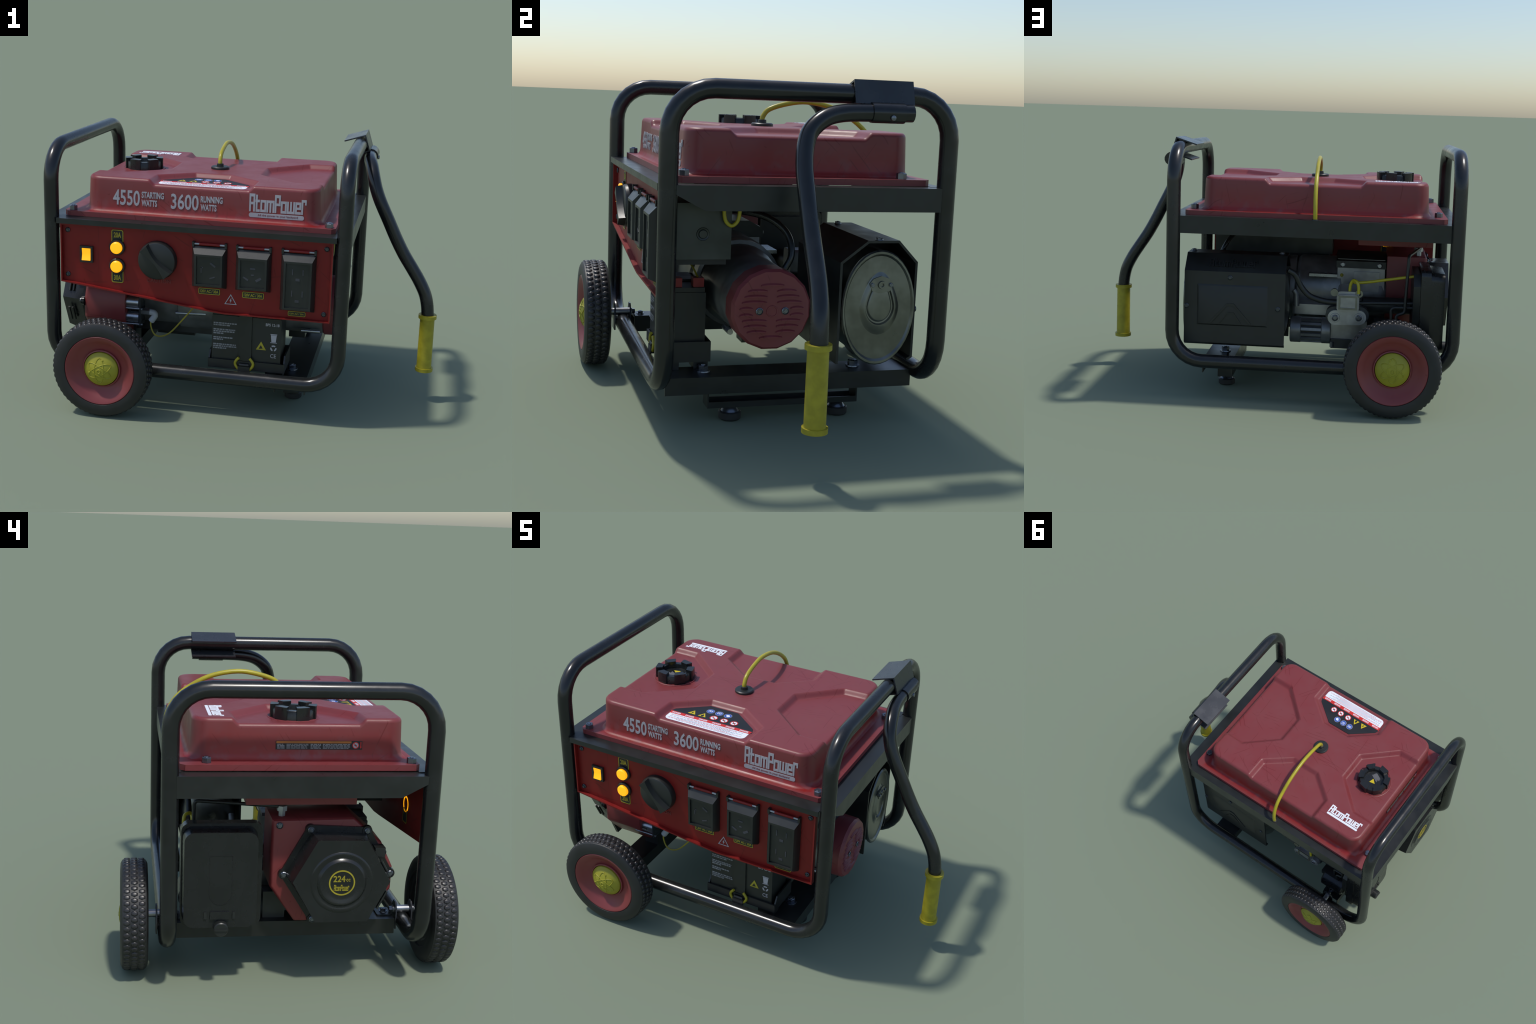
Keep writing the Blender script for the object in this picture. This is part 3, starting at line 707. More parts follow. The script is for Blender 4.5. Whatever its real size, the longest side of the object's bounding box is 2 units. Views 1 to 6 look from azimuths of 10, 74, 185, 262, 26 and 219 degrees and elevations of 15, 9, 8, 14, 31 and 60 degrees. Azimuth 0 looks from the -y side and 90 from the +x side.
# ================================================================== WHEELS
RW = 0.2515; WX, WZ = -0.652, 0.2525
def wheel(s):
    yc = s * 0.692
    w = empty('wheel', (WX, yc, WZ), ROOT)
    # local frame: +t outward along y
    def rv(name, prof, mat, n=56, ang=30, closed=False): return rev(name, [(s * t, r) for t, r in prof], 'y', (0, 0, 0), mat, w, n, 0, ang, closed)
    rv('tyre', [(-0.058, 0.180), (-0.061, 0.200), (-0.060, 0.228), (-0.052, 0.243), (-0.040, RW - 0.004), (0.040, RW - 0.004), (0.052, 0.243), (0.060, 0.228), (0.062, 0.200), (0.060, 0.184), (0.050, 0.178), (-0.050, 0.176)], 'rubber', 64, 40, True)
    bm = bmesh.new(); NB = 56
    for row, ty in enumerate((-0.032, 0.0, 0.032)):
        for k in range(NB):
            a = 2 * math.pi * (k + 0.5 * (row % 2)) / NB
            rad = RW - 0.004 - (0.0015 if row != 1 else 0)
            er = V((math.cos(a), 0, math.sin(a))); et = V((-math.sin(a), 0, math.cos(a))); ey = V((0, 1, 0))
            lay = []
            for rr, hh in ((0.0136, -0.002), (0.0112, 0.0034), (0.0070, 0.0050)):
                lay.append([bm.verts.new(er * (rad + hh) + et * rr * math.cos(q) + ey * (ty + rr * 1.28 * math.sin(q))) for q in [math.pi / 3 * j for j in range(6)]])
            for A, B in zip(lay, lay[1:]):
                for j in range(6): bm.faces.new((A[j], A[(j + 1) % 6], B[(j + 1) % 6], B[j]))
            bm.faces.new(lay[-1])
    finish(bm, 'tread_blocks', 'rubber_tread', w, 80, True)
    rv('rim', [(-0.030, 0.178), (0.056, 0.182), (0.060, 0.178), (0.057, 0.168), (0.036, 0.145), (0.020, 0.118), (0.015, 0.100), (0.024, 0.098), (0.026, 0.092), (0.012, 0.088), (-0.030, 0.0)], 'rim')
    rv('wheel_back', [(-0.032, 0.178), (-0.050, 0.176), (-0.050, 0.150), (-0.042, 0.140), (-0.042, 0.09), (-0.055, 0.08), (-0.055, 0.045), (-0.062, 0.040), (-0.062, 0.0), (-0.032, 0.0)], 'rubber')
    dome = lambda r: 0.030 + 0.037 * (1 - (r / 0.09) ** 2)
    rv('hub_cap', [(0.000, 0.0885), (0.026, 0.0885), (0.031, 0.0875)] + [(dome(r), r) for r in (0.083, 0.077, 0.07, 0.062, 0.052, 0.04, 0.028, 0.015, 0.0)], 'yellow_hub', 40)
    bm = bmesh.new()
    for k in range(3):
        a = math.radians(30 + 60 * k); pts = []
        for i in range(40):
            t = 2 * math.pi * i / 40; u, q = 0.064 * math.cos(t), 0.024 * math.sin(t)
            x, z = u * math.cos(a) - q * math.sin(a), u * math.sin(a) + q * math.cos(a)
            pts.append((x, s * (dome(math.hypot(x, z)) + 0.0002), z))
        add_tube(bm, pts, 0.0026, 6, True)
    pts = [(0.009 * math.cos(2 * math.pi * i / 16), s * dome(0.009), 0.009 * math.sin(2 * math.pi * i / 16)) for i in range(16)]
    add_tube(bm, pts, 0.0024, 6, True)
    for k in range(3):
        a = math.radians(75 + 120 * k); x, z = 0.056 * math.cos(a), 0.056 * math.sin(a)
        add_rev(bm, [(s * dome(0.056), 0.006), (s * (dome(0.056) + 0.003), 0.004)], 'y', (x, 0, z), 10)
    finish(bm, 'atom_emblem', 'yellow_hub', w, 60)
    # axle stub, clamp plates
    rev('axle', [(s * -0.185, 0.018), (s * -0.05, 0.018)], 'y', (0, 0, 0), 'steel', w, 18)
    for t in (-0.178, -0.104):
        prism('axle_plate', [(-0.040, -0.085), (0.034, -0.085), (0.034, 0.01), (0.012, 0.042), (-0.018, 0.042), (-0.040, 0.01)], 'y', s * t, s * (t + 0.007), 'brake_dark', w, 0.001)
    rev('axle_nut', [(s * -0.200, 0.012), (s * -0.178, 0.014)], 'y', (0, 0, 0), 'zinc', w, 6)
wheel(-1); wheel(1)

# ================================================================== HANDLE
hp = [(0.582, 0.364, 1.270), (0.582, 0.19, 1.268), (0.588, 0.085, 1.263), (0.602, 0.010, 1.243), (0.618, -0.048, 1.197), (0.634, -0.070, 1.145), (0.655, -0.080, 1.092),
      (0.680, -0.084, 1.040), (0.715, -0.084, 0.970), (0.755, -0.083, 0.888), (0.800, -0.082, 0.806), (0.850, -0.082, 0.730), (0.892, -0.084, 0.665), (0.926, -0.088, 0.600), (0.942, -0.092, 0.545), (0.949, -0.093, 0.49), (0.950, -0.094, 0.44)]
handle = tube('handle', spline(hp, 4), 0.0335, 'frame', ROOT, 14)
bm = bmesh.new(); add_rev(bm, [(0.185, 0.028), (0.185, 0.040), (0.200, 0.0395), (0.464, 0.0385), (0.466, 0.048), (0.485, 0.048), (0.485, 0.030)], 'z', (0.951, -0.095, 0), 24)
bmesh.ops.transform(bm, matrix=Matrix.Translation((0, 0, 0)), verts=bm.verts)
for v in bm.verts:
    v.co.x += (0.33 - v.co.z) * 0.004
finish(bm, 'grip', 'yellow', handle, 40)
rev('grip_flange', [(0.168, 0.034), (0.170, 0.0472), (0.189, 0.0472), (0.189, 0.034)], 'z', (0.9525, -0.095, 0), 'yellow', handle, 24)
rev('hinge_sleeve', [(0.196, 0.033), (0.196, 0.0385), (0.328, 0.0385), (0.328, 0.033)], 'y', (0.582, 0, 1.269), 'frame', handle, 16)
rev('sleeve_screw', [(0, 0.012), (0.008, 0.010), (0.010, 0.0)], 'x', (0.616, 0.272, 1.252), 'zinc', handle, 12)
# channel bracket hooked over the top bar
ang = math.radians(17.5); ux, uz = -math.cos(ang), -math.sin(ang)          # along the top flange, inwards
nx, nz = math.sin(ang), -math.cos(ang)                                    # down the web
O = (0.551, 1.390); th = 0.007
def bp(a, d): return (O[0] + ux * a + nx * d, O[1] + uz * a + nz * d)
sec = [bp(0, 0), bp(0.120, 0), bp(0.120, th), bp(th, th), bp(th, 0.092 - th), bp(0.120, 0.092 - th), bp(0.120, 0.092), bp(0, 0.092)]
bm = bmesh.new()
A = [bm.verts.new((x, 0.136, z)) for x, z in sec]; B = [bm.verts.new((x, 0.374, z)) for x, z in sec]
for i in range(8): bm.faces.new((A[i], A[(i + 1) % 8], B[(i + 1) % 8], B[i]))
for P in (A, B):
    bm.faces.new((P[0], P[1], P[2], P[3])); bm.faces.new((P[0], P[3], P[4], P[7])); bm.faces.new((P[4], P[5], P[6], P[7]))
finish(bm, 'handle_bracket', 'brake_dark', handle, 30)

# ================================================================== BATTERY
bat = box('battery', -0.132, 0.226, -0.500, -0.333, 0.262, 0.520, 'black', ROOT, 0.005)
box('battery_lid', -0.128, 0.222, -0.496, -0.337, 0.521, 0.540, 'black', bat, 0.004)
bm = bmesh.new(); X0, X1, Y0, Y1 = -0.148, 0.250, -0.512, -0.312; t = 0.008
add_box(bm, X0, X1, Y0, Y1, 0.238, 0.246); add_box(bm, X0, X1, Y0, Y0 + t, 0.246, 0.285); add_box(bm, X0, X1, Y1 - t, Y1, 0.246, 0.322)
for x in (X0, X1 - t): add_prism(bm, [(Y0 + t, 0.246), (Y1 - t, 0.246), (Y1 - t, 0.322), (Y0 + 0.035, 0.322), (Y0 + 0.012, 0.285), (Y0 + t, 0.285)], 'x', x, x + t)
finish(bm, 'battery_tray', 'black', bat)
for y in (-0.47, -0.35): box('tray_support', 0.150, 0.24, y - 0.03, y + 0.03, 0.2055, 0.2375, 'rail', bat, 0.002)
tube('battery_strap', [(0.043, -0.499, 0.56), (0.043, -0.499, 0.56001)], 0.001, 'black', bat) if False else None
bm = bmesh.new(); add_box(bm, 0.010, 0.076, -0.5085, -0.5005, 0.286, 0.556); add_box(bm, 0.010, 0.076, -0.5005, -0.330, 0.5405, 0.548); add_box(bm, 0.012, 0.074, -0.530, -0.5125, 0.232, 0.262)
bevel(bm, 0.001, 1); finish(bm, 'battery_strap', 'rail', bat)
for s in (-1, 1):
    pts = [(0.043 + s * (0.028 + 0.019 * math.sin(math.pi * i / 10)), -0.519, 0.243 + 0.062 * i / 10) for i in range(11)]
    tube('strap_ring', pts, 0.0072, 'yellow', bat, 10)
tube('strap_buckle', [(0.018, -0.520, 0.268), (0.068, -0.520, 0.268)], 0.008, 'black', bat, 8)
for y in (-0.452, -0.362): box('battery_terminal', 0.168, 0.214, y - 0.022, y + 0.022, 0.541, 0.578, 'bright_red', bat, 0.003)
tube('battery_wire', spline([(0.19, -0.362, 0.578), (0.12, -0.38, 0.62), (0.05, -0.42, 0.63), (0.0, -0.44, 0.68)]), 0.004, 'yellow_cable', bat, 6)
BP = Plane((0, -0.5005, 0), (1, 0, 0), (0, 0, 1))
bm = bmesh.new(); rng = random.Random(11)
for z, n, w in ((0.481, 2, 0.11), (0.447, 3, 0.11), (0.404, 2, 0.10), (0.367, 3, 0.115)):
    for r in range(n):
        x = -0.124; e = -0.124 + w * (1 if r < n - 1 else rng.uniform(0.35, 0.8))
        while x < e:
            ww = rng.uniform(0.005, 0.016); add_decal(bm, BP, rect(x, x + ww, z - r * 0.0105 - 0.007, z - r * 0.0105), 0, 0.0014); x += ww + 0.0028
finish(bm, 'battery_small_print', 'grey_print', bat, stuff=True)
text('battery_lettering', 'BPS 12-18', BP, 0.146, 0.216, 0.482, 0.497, 'white_print', bat, 0.02)
decal('battery_hazard_sign', BP, [(0.099, 0.352), (0.151, 0.352), (0.125, 0.397)], 'yellow_print', bat)
decal('battery_hazard_symbol', BP, [(0.113, 0.357), (0.134, 0.360), (0.124, 0.378)], 'black_label', bat, 0, 0.0018)
bm = bmesh.new(); add_decal(bm, BP, [(0.178, 0.399), (0.200, 0.399), (0.204, 0.436), (0.174, 0.436)]); add_decal(bm, BP, rect(0.172, 0.206, 0.438, 0.442)); add_decal(bm, BP, rect(0.172, 0.206, 0.394, 0.397))
for k in range(3):
    a0 = math.radians(90 + 120 * k)
    seg = [a0 + math.radians(q) for q in (-42, -14, 14, 42)]
    add_decal(bm, BP, [(0.189 + 0.0165 * math.cos(q), 0.366 + 0.0165 * math.sin(q)) for q in seg] + [(0.189 + 0.009 * math.cos(q), 0.366 + 0.009 * math.sin(q)) for q in seg[::-1]])
finish(bm, 'battery_symbols', 'white_print', bat)
text('battery_lettering', 'CE', BP, 0.174, 0.204, 0.313, 0.334, 'white_print', bat, 0.0)

# ================================================================== MUFFLER
prof = [(0.147, 0.272), (0.147, 0.682), (0.260, 0.769), (0.392, 0.769), (0.476, 0.682), (0.476, 0.290), (0.455, 0.276)]
inn = [(0.157, 0.272), (0.157, 0.677), (0.2635, 0.759), (0.388, 0.759), (0.466, 0.678), (0.466, 0.294), (0.450, 0.286)]
bm = bmesh.new()
L = [[bm.verts.new((x, a, b_)) for a, b_ in P] for P, x in ((prof, 0.474), (prof, -0.072), (inn, -0.072), (inn, 0.474))]
for k in range(4):
    for i in range(len(prof) - 1):
        f = bm.faces.new((L[k][i], L[k][i + 1], L[(k + 1) % 4][i + 1], L[(k + 1) % 4][i])); f.material_index = 1 if k == 2 else 0
for i in (0, -1): bm.faces.new([L[k][i] for k in range(4)])
shield = finish(bm, 'muffler_shield', ['shield', 'dark_sheet'], ROOT, 20)
can = rev('muffler_can', [(-0.085, 0.0), (-0.082, 0.05), (-0.072, 0.095), (-0.052, 0.132), (-0.035, 0.146), (0.458, 0.148), (0.463, 0.154), (0.474, 0.156), (0.481, 0.152), (0.481, 0.146), (0.473, 0.140), (0.475, 0.10), (0.475, 0.0)], 'x', (0, 0.316, 0.498), 'muffler', shield, 40, sy=1.5)
# pressed teardrop in the can's end: rounded trough wall around a flat island
def oval(w, h0, h1, n=36):
    out = []
    for i in range(n):
        t = 2 * math.pi * i / n; c, s = math.cos(t), math.sin(t)
        wy = w * (1.0 if s < 0 else 1 - 0.28 * s)
        out.append((0.318 + wy * c, 0.505 + (h1 if s > 0 else h0) * s))
    return out
bm = bmesh.new(); LV = [(oval(0.085, 0.118, 0.140), 0.4748), (oval(0.078, 0.104, 0.134), 0.477), (oval(0.070, 0.084, 0.124), 0.484), (oval(0.062, 0.075, 0.114), 0.485), (oval(0.058, 0.070, 0.110), 0.476), (oval(0.053, 0.064, 0.104), 0.4755), (oval(0.049, 0.060, 0.10), 0.482), (oval(0.045, 0.055, 0.095), 0.4835)]
LL = [[bm.verts.new((x, a, b_)) for a, b_ in P] for P, x in LV]
for A, B in zip(LL, LL[1:]):
    for i in range(36): bm.faces.new((A[i], A[(i + 1) % 36], B[(i + 1) % 36], B[i]))
bm.faces.new(LL[-1]); finish(bm, 'muffler_end_pressing', 'muffler', shield, 45)
bm = bmesh.new(); add_prism(bm, [(0.268, 0.598), (0.280, 0.570), (0.318, 0.560), (0.356, 0.570), (0.370, 0.598), (0.352, 0.618), (0.318, 0.630), (0.284, 0.618)], 'x', 0.481, 0.490); bevel(bm, 0.002, 1)
finish(bm, 'exhaust_outlet_plate', 'muffler', shield)
rev('exhaust_outlet', [(0.489, 0.017), (0.497, 0.015), (0.497, 0.008), (0.490, 0.008)], 'x', (0, 0.319, 0.594), 'muffler', shield, 20, closed=True)
for y in (0.280, 0.358): hexbolt('outlet_bolt', (0.4895, y, 0.594), 0.009, 0.008, 'zinc', shield, 'x', False)
for x in (0.451, -0.039): hexbolt('shield_bolt', (x, 0.314, 0.769), 0.012, 0.010, 'zinc', shield)
for x, z in ((0.226, 0.651), (0.461, 0.489), (-0.035, 0.489)): screw('shield_screw', (x, 0.4765, z), 0.013, 'screw_steel', shield, 'y')
# pressed panel and chevrons on the shield's rear face
SP = Plane((0, 0.4758, 0), (-1, 0, 0), (0, 0, 1))
bm = bmesh.new()
o1, o2 = rect(-0.404, -0.018, 0.388, 0.612), rect(-0.392, -0.030, 0.396, 0.600)
A = [bm.verts.new(SP.p(a, b_, 0)) for a, b_ in o1]; B = [bm.verts.new(SP.p(a, b_, 0.0065)) for a, b_ in o2]
bm.faces.new(B)
for i in range(4): bm.faces.new((A[i], A[(i + 1) % 4], B[(i + 1) % 4], B[i]))
bevel(bm, 0.003, 2); finish(bm, 'pressed_panel', 'shield', shield)
bm = bmesh.new()
def chevron(bm, apex, base, half, wd, h):
    P = [(-0.222 - half, base), (-0.222 - 0.018, apex), (-0.222 + 0.018, apex), (-0.222 + half, base)]
    for a, b_ in zip(P, P[1:]):
        add_decal(bm, SP, [(a[0], a[1]), (b_[0], b_[1]), (b_[0] + (0), b_[1] - wd), (a[0], a[1] - wd if a[1] > base else a[1])] if False else
                  [(a[0], a[1]), (b_[0], b_[1]), (b_[0] * 0.92 + -0.222 * 0.08, max(b_[1] - wd, 0.398)), (a[0] * 0.92 + -0.222 * 0.08, max(a[1] - wd, 0.398))], 0.002, h)
chevron(bm, 0.512, 0.402, 0.116, 0.014, 0.0115); chevron(bm, 0.464, 0.402, 0.062, 0.010, 0.0105)
bevel(bm, 0.0015, 1); finish(bm, 'chevron_pressing', 'shield', shield, 30)
sl_dir = V((0, 0.476 - 0.392, 0.682 - 0.769)).normalized()
lp3 = Plane((0.345, 0.455, 0.7045), (-1, 0, 0), -sl_dir)
logo('pressed_logo', lp3, 0.26, 0.056, 'shield', shield, hh=0.0055, strip=False)

# ================================================================== ALTERNATOR
AY, AZ = -0.137, 0.507
alt = rev('alternator', [(-0.10, 0.17), (-0.09, 0.192), (-0.02, 0.192), (-0.015, 0.176), (0.02, 0.172), (0.05, 0.158), (0.40, 0.155), (0.44, 0.140)], 'x', (0, AY, AZ), 'grey_metal', ROOT, 32)
cap2 = rev('end_cap', [(0.410, 0.155), (0.416, 0.162), (0.496, 0.160), (0.511, 0.150), (0.512, 0.0)], 'x', (0, AY, AZ), 'plastic_red', alt, 16, ph=math.pi / 16, angle=30)
AP = Plane((0.5122, AY, AZ), (0, 1, 0), (0, 0, 1))
bm = bmesh.new()
def louvre(bm, a0, a1, b):
    n = 8; lo = [(a0 + (a1 - a0) * i / n) for i in range(n + 1)]
    pts = [(x, b + 0.011 * math.sin(math.pi * max(0.0, min(1.0, (i + 0.6) / (n + 1.2)))) ** 0.5) for i, x in enumerate(lo)]
    poly = [(a0 - 0.002, b)] + [(a1 + 0.002, b)] + pts[::-1]
    base = [bm.verts.new(AP.p(a, c, -0.0005)) for a, c in poly]; top = [bm.verts.new(AP.p(a * 0.97 + (a0 + a1) / 2 * 0.03, c * 0.45 + b * 0.55, 0.0075)) for a, c in poly]
    n2 = len(poly)
    bm.faces.new(top)
    for i in range(n2): bm.faces.new((base[i], base[(i + 1) % n2], top[(i + 1) % n2], top[i]))
for b, runs in ((0.094, ((-0.045, 0.045),)), (0.072, ((-0.095, -0.020), (0.020, 0.095))), (0.050, ((-0.108, -0.020), (0.020, 0.108))), (0.028, ((-0.118, -0.022), (0.022, 0.118))),
                (0.004, ((-0.126, -0.076), (0.076, 0.126))), (-0.022, ((-0.126, -0.076), (0.076, 0.126))), (-0.044, ((-0.115, -0.020), (0.020, 0.115))), (-0.066, ((-0.108, -0.020), (0.020, 0.108))),
                (-0.088, ((-0.095, -0.020), (0.020, 0.095))), (-0.110, ((-0.045, 0.045),))):
    for a0, a1 in runs: louvre(bm, a0, a1, b)
finish(bm, 'vent_louvres', 'plastic_red', alt, 40)
rev('centre_boss', [(0.511, 0.024), (0.515, 0.022), (0.515, 0.019), (0.5125, 0.018), (0.5125, 0.0)], 'x', (0, AY + 0.001, AZ - 0.005), 'plastic_red', alt, 24)
for dy in (-0.050, 0.053): screw('end_cap_screw', (0.512, AY + dy, AZ - 0.004), 0.0145, 'zinc', alt, 'x')
tube('alternator_conduit', spline([(0.36, -0.045, 0.64), (0.355, -0.02, 0.69), (0.33, -0.02, 0.75), (0.30, -0.05, 0.80), (0.26, -0.12, 0.84), (0.20, -0.25, 0.86)], 5), 0.014, 'black_gloss', alt, 10)

# ================================================================== ENGINE
eng = box('engine', -0.62, -0.12, -0.27, 0.0, 0.325, 0.60, 'dark_metal', ROOT, 0.03, 3)
rev('crankcase', [(-0.62, 0.17), (-0.59, 0.186), (-0.36, 0.186), (-0.355, 0.200), (-0.12, 0.200), (-0.10, 0.185)], 'x', (0, AY, 0.505), 'grey_metal', eng, 32)
for y in (-0.24, 0.06): box('engine_leg', -0.685, -0.60, y - 0.05, y + 0.05, 0.2345, 0.36, 'dark_metal', eng, 0.006)
box('alternator_foot', 0.225, 0.312, -0.200, -0.074, 0.330, 0.372, 'rail', eng, 0.004)
box('cylinder_head', -0.606, -0.335, -0.14, 0.038, 0.49, 0.715, 'aluminium', eng, 0.012)
prism('head_cowl', [(0.053, 0.665), (0.053, 0.705), (-0.015, 0.742), (-0.14, 0.742), (-0.14, 0.665)], 'x', -0.612, -0.328, 'dark_metal', eng, 0.006)
box('head_cover', -0.575, -0.43, 0.039, 0.051, 0.530, 0.645, 'aluminium', eng, 0.006)
for x in (-0.575, -0.365): screw('head_bolt', (x, 0.0535, 0.684), 0.015, 'steel', eng, 'y')
screw('head_bolt', (-0.36, 0.039, 0.62), 0.010, 'yellow_print', eng, 'y')
box('fin_rail', -0.335, -0.175, 0.03, 0.078, 0.612, 0.628, 'steel', eng, 0.005)
prism('block_flange', rrect(-0.34, -0.09, 0.03, 0.19, 0.02, 3), 'z', 0.412, 0.470, 'aluminium', eng, 0.008)
# canister behind the rear wheel
cyl('canister', 'x', (0, 0.425, 0.360), 0.074, -0.745, -0.57, 'black_gloss', eng, 24, 0.01)
box('canister_bracket', -0.69, -0.55, 0.34, 0.45, 0.395, 0.440, 'black', eng, 0.006)
# starter motor with slotted jacket
rev('starter_motor', [(-0.310, 0.058), (-0.095, 0.058)], 'x', (0, 0.225, 0.333), 'dark_sheet', eng, 28)  # core coloured near black to draw the shadow inside the jacket slots
bm = bmesh.new(); NR = 14
for x0, x1 in ((-0.316, -0.262), (-0.150, -0.088)):
    add_rev(bm, [(x0, 0.050), (x0, 0.070), (x0 + 0.004, 0.0735), (x1 - 0.004, 0.0735), (x1, 0.070), (x1, 0.050)], 'x', (0, 0.225, 0.333), 28)
for k in range(NR):
    a = 2 * math.pi * (k + 0.5) / NR; c, s_ = math.cos(a), math.sin(a)
    add_prism(bm, [(0.225 + r * c - w * s_, 0.333 + r * s_ + w * c) for r, w in ((0.056, 0.0075), (0.056, -0.0075), (0.0715, -0.0075), (0.0715, 0.0075))], 'x', -0.262, -0.150)
finish(bm, 'starter_jacket', 'grey_metal', eng)
box('starter_bracket', -0.515, -0.316, 0.06, 0.272, 0.300, 0.40, 'aluminium', eng, 0.012)
box('oil_pan', -0.53, -0.318, -0.10, 0.290, 0.248, 0.299, 'dark_metal', eng, 0.008)
rev('drain_plug', [(0.255, 0.012), (0.285, 0.012)], 'z', (-0.325, 0.29, 0), 'zinc', eng, 8)
tube('oil_spout', [(-0.098, 0.20, 0.55), (-0.112, 0.20, 0.53), (-0.116, 0.20, 0.46)], 0.016, 'grey_metal', eng, 10)
# carburettor
cb = eng
bm = bmesh.new()
lobes = [(-0.342, 0.453, 0.038), (-0.469, 0.457, 0.038)]
def capsule(c0, c1, r, n=10):
    pts = []
    for i in range(n + 1): a = math.pi / 2 + math.pi * i / n; pts.append((c1[0] + r * math.cos(a), c1[1] + r * math.sin(a)))
    for i in range(n + 1): a = -math.pi / 2 + math.pi * i / n; pts.append((c0[0] + r * math.cos(a), c0[1] + r * math.sin(a)))
    return pts
add_prism(bm, capsule((-0.342, 0.453), (-0.469, 0.457), 0.040), 'y', 0.415, 0.440); bevel(bm, 0.006, 2)
finish(bm, 'carburettor_flange', 'aluminium', eng)
prism('carburettor_gasket', capsule((-0.335, 0.462), (-0.477, 0.465), 0.046), 'y', 0.36, 0.4145, 'dark_metal', eng, 0.004)
prism('carburettor_body', rrect(-0.468, -0.348, 0.488, 0.598, 0.020, 4), 'y', 0.20, 0.445, 'aluminium', eng, 0.006)
prism('carburettor_cover', rrect(-0.462, -0.354, 0.500, 0.584, 0.014, 4), 'y', 0.446, 0.468, 'aluminium', eng, 0.006)
bm = bmesh.new(); add_ring(bm, Plane((0, 0.4685, 0), (-1, 0, 0), (0, 0, 1)), rect(0.358, 0.458, 0.504, 0.58), rect(0.368, 0.448, 0.514, 0.57), -0.002, 0.005); bevel(bm, 0.002, 1); finish(bm, 'carburettor_cover_rim', 'muffler', eng)
for x, z in ((-0.342, 0.453), (-0.469, 0.457)):
    rev('flange_boss', [(0.44, 0.026), (0.446, 0.024), (0.446, 0.019), (0.441, 0.018)], 'y', (x, 0, z), 'aluminium', eng, 20, closed=True)
    screw('flange_screw', (x, 0.4405, z), 0.016, 'zinc', eng, 'y')
rev('carburettor_ear', [(0.43, 0.020), (0.455, 0.020)], 'y', (-0.334, 0, 0.592), 'muffler', eng, 18)
rev('carburettor_ear', [(0.43, 0.011), (0.43, 0.021), (0.455, 0.021), (0.455, 0.011)], 'y', (-0.466, 0, 0.590), 'muffler', eng, 18, closed=True)
tube('choke_wire', spline([(-0.415, 0.42, 0.588), (-0.418, 0.42, 0.63), (-0.432, 0.43, 0.658), (-0.452, 0.455, 0.655), (-0.462, 0.462, 0.63), (-0.464, 0.462, 0.592)], 5), 0.0085, 'yellow_cable', eng, 8)
tube('throttle_wire', spline([(-0.425, 0.425, 0.655), (-0.45, 0.42, 0.645), (-0.52, 0.42, 0.652), (-0.60, 0.42, 0.666), (-0.78, 0.42, 0.696)], 4), 0.0080, 'yellow_cable', eng, 8)
tube('fuel_hose', spline([(-0.08, 0.44, 0.70), (-0.12, 0.43, 0.675), (-0.15, 0.42, 0.615), (-0.20, 0.42, 0.562), (-0.28, 0.42, 0.537), (-0.35, 0.42, 0.533)], 4), 0.0155, 'black', eng, 10)
tube('fuel_hose', [(-0.46, 0.42, 0.534), (-0.78, 0.42, 0.546)], 0.0105, 'black', eng, 10)
tube('fuel_pipe', fillet([(-0.800, 0.075, 0.800), (-0.722, 0.435, 0.803), (-0.712, 0.435, 0.495), (-0.668, 0.435, 0.480), (-0.668, 0.435, 0.39)], 0.02, 4), 0.0085, 'black', eng, 8)
tube('breather_pipe', fillet([(-0.78, 0.425, 0.522), (-0.638, 0.425, 0.518), (-0.645, 0.425, 0.39)], 0.02, 4), 0.0085, 'black', eng, 8)
rev('fuel_tap', [(0.752, 0.010), (0.754, 0.016), (0.776, 0.016), (0.778, 0.024), (0.800, 0.024)], 'z', (-0.79, 0.058, 0), 'steel', eng, 6)
# fan shroud and hexagonal recoil starter
sh0 = [(0.106, 0.7505), (-0.255, 0.7575), (-0.385, 0.643), (-0.441, 0.5275), (-0.439, 0.422), (-0.339, 0.306), (-0.06, 0.2765), (-0.009, 0.2775), (0.107, 0.4425)]
ctr = (-0.15, 0.53)
sh1 = [(ctr[0] + (a - ctr[0]) * 0.965, ctr[1] + (b_ - ctr[1]) * 0.965) for a, b_ in sh0]
bm = bmesh.new(); add_prism(bm, sh1, 'x', -0.839, -0.825, sh0); add_prism(bm, sh0, 'x', -0.825, -0.615); bmesh.ops.remove_doubles(bm, verts=bm.verts, dist=1e-5)
bmesh.ops.delete(bm, geom=[f for f in bm.faces if len(f.verts) == 9 and abs(f.calc_center_median().x + 0.825) < 1e-3], context='FACES_ONLY'); bevel(bm, 0.006, 2)
finish(bm, 'fan_shroud', 'shroud', eng)
H0 = [(-0.054, 0.729), (-0.323, 0.716), (-0.438, 0.506), (-0.334, 0.267), (-0.076, 0.280), (0.068, 0.508)]
HC = (-0.183, 0.510)
H1 = [(-0.18 + (a + 0.18) * 0.90, 0.502 + (b_ - 0.502) * 0.88) for a, b_ in H0]
H2 = [(-0.074, 0.698), (-0.287, 0.696), (-0.396, 0.511), (-0.304, 0.330), (-0.076, 0.329), (0.029, 0.512)]
bm = bmesh.new(); add_prism(bm, H0, 'x', -0.839, -0.853); bevel(bm, 0.004, 2); finish(bm, 'starter_flange', 'black_gloss', eng)
bm = bmesh.new(); add_prism(bm, H1, 'x', -0.852, -0.973, H2); bevel(bm, 0.012, 3)
rec = finish(bm, 'recoil_starter', 'black_gloss', eng, 40)
bm = bmesh.new(); n = 40
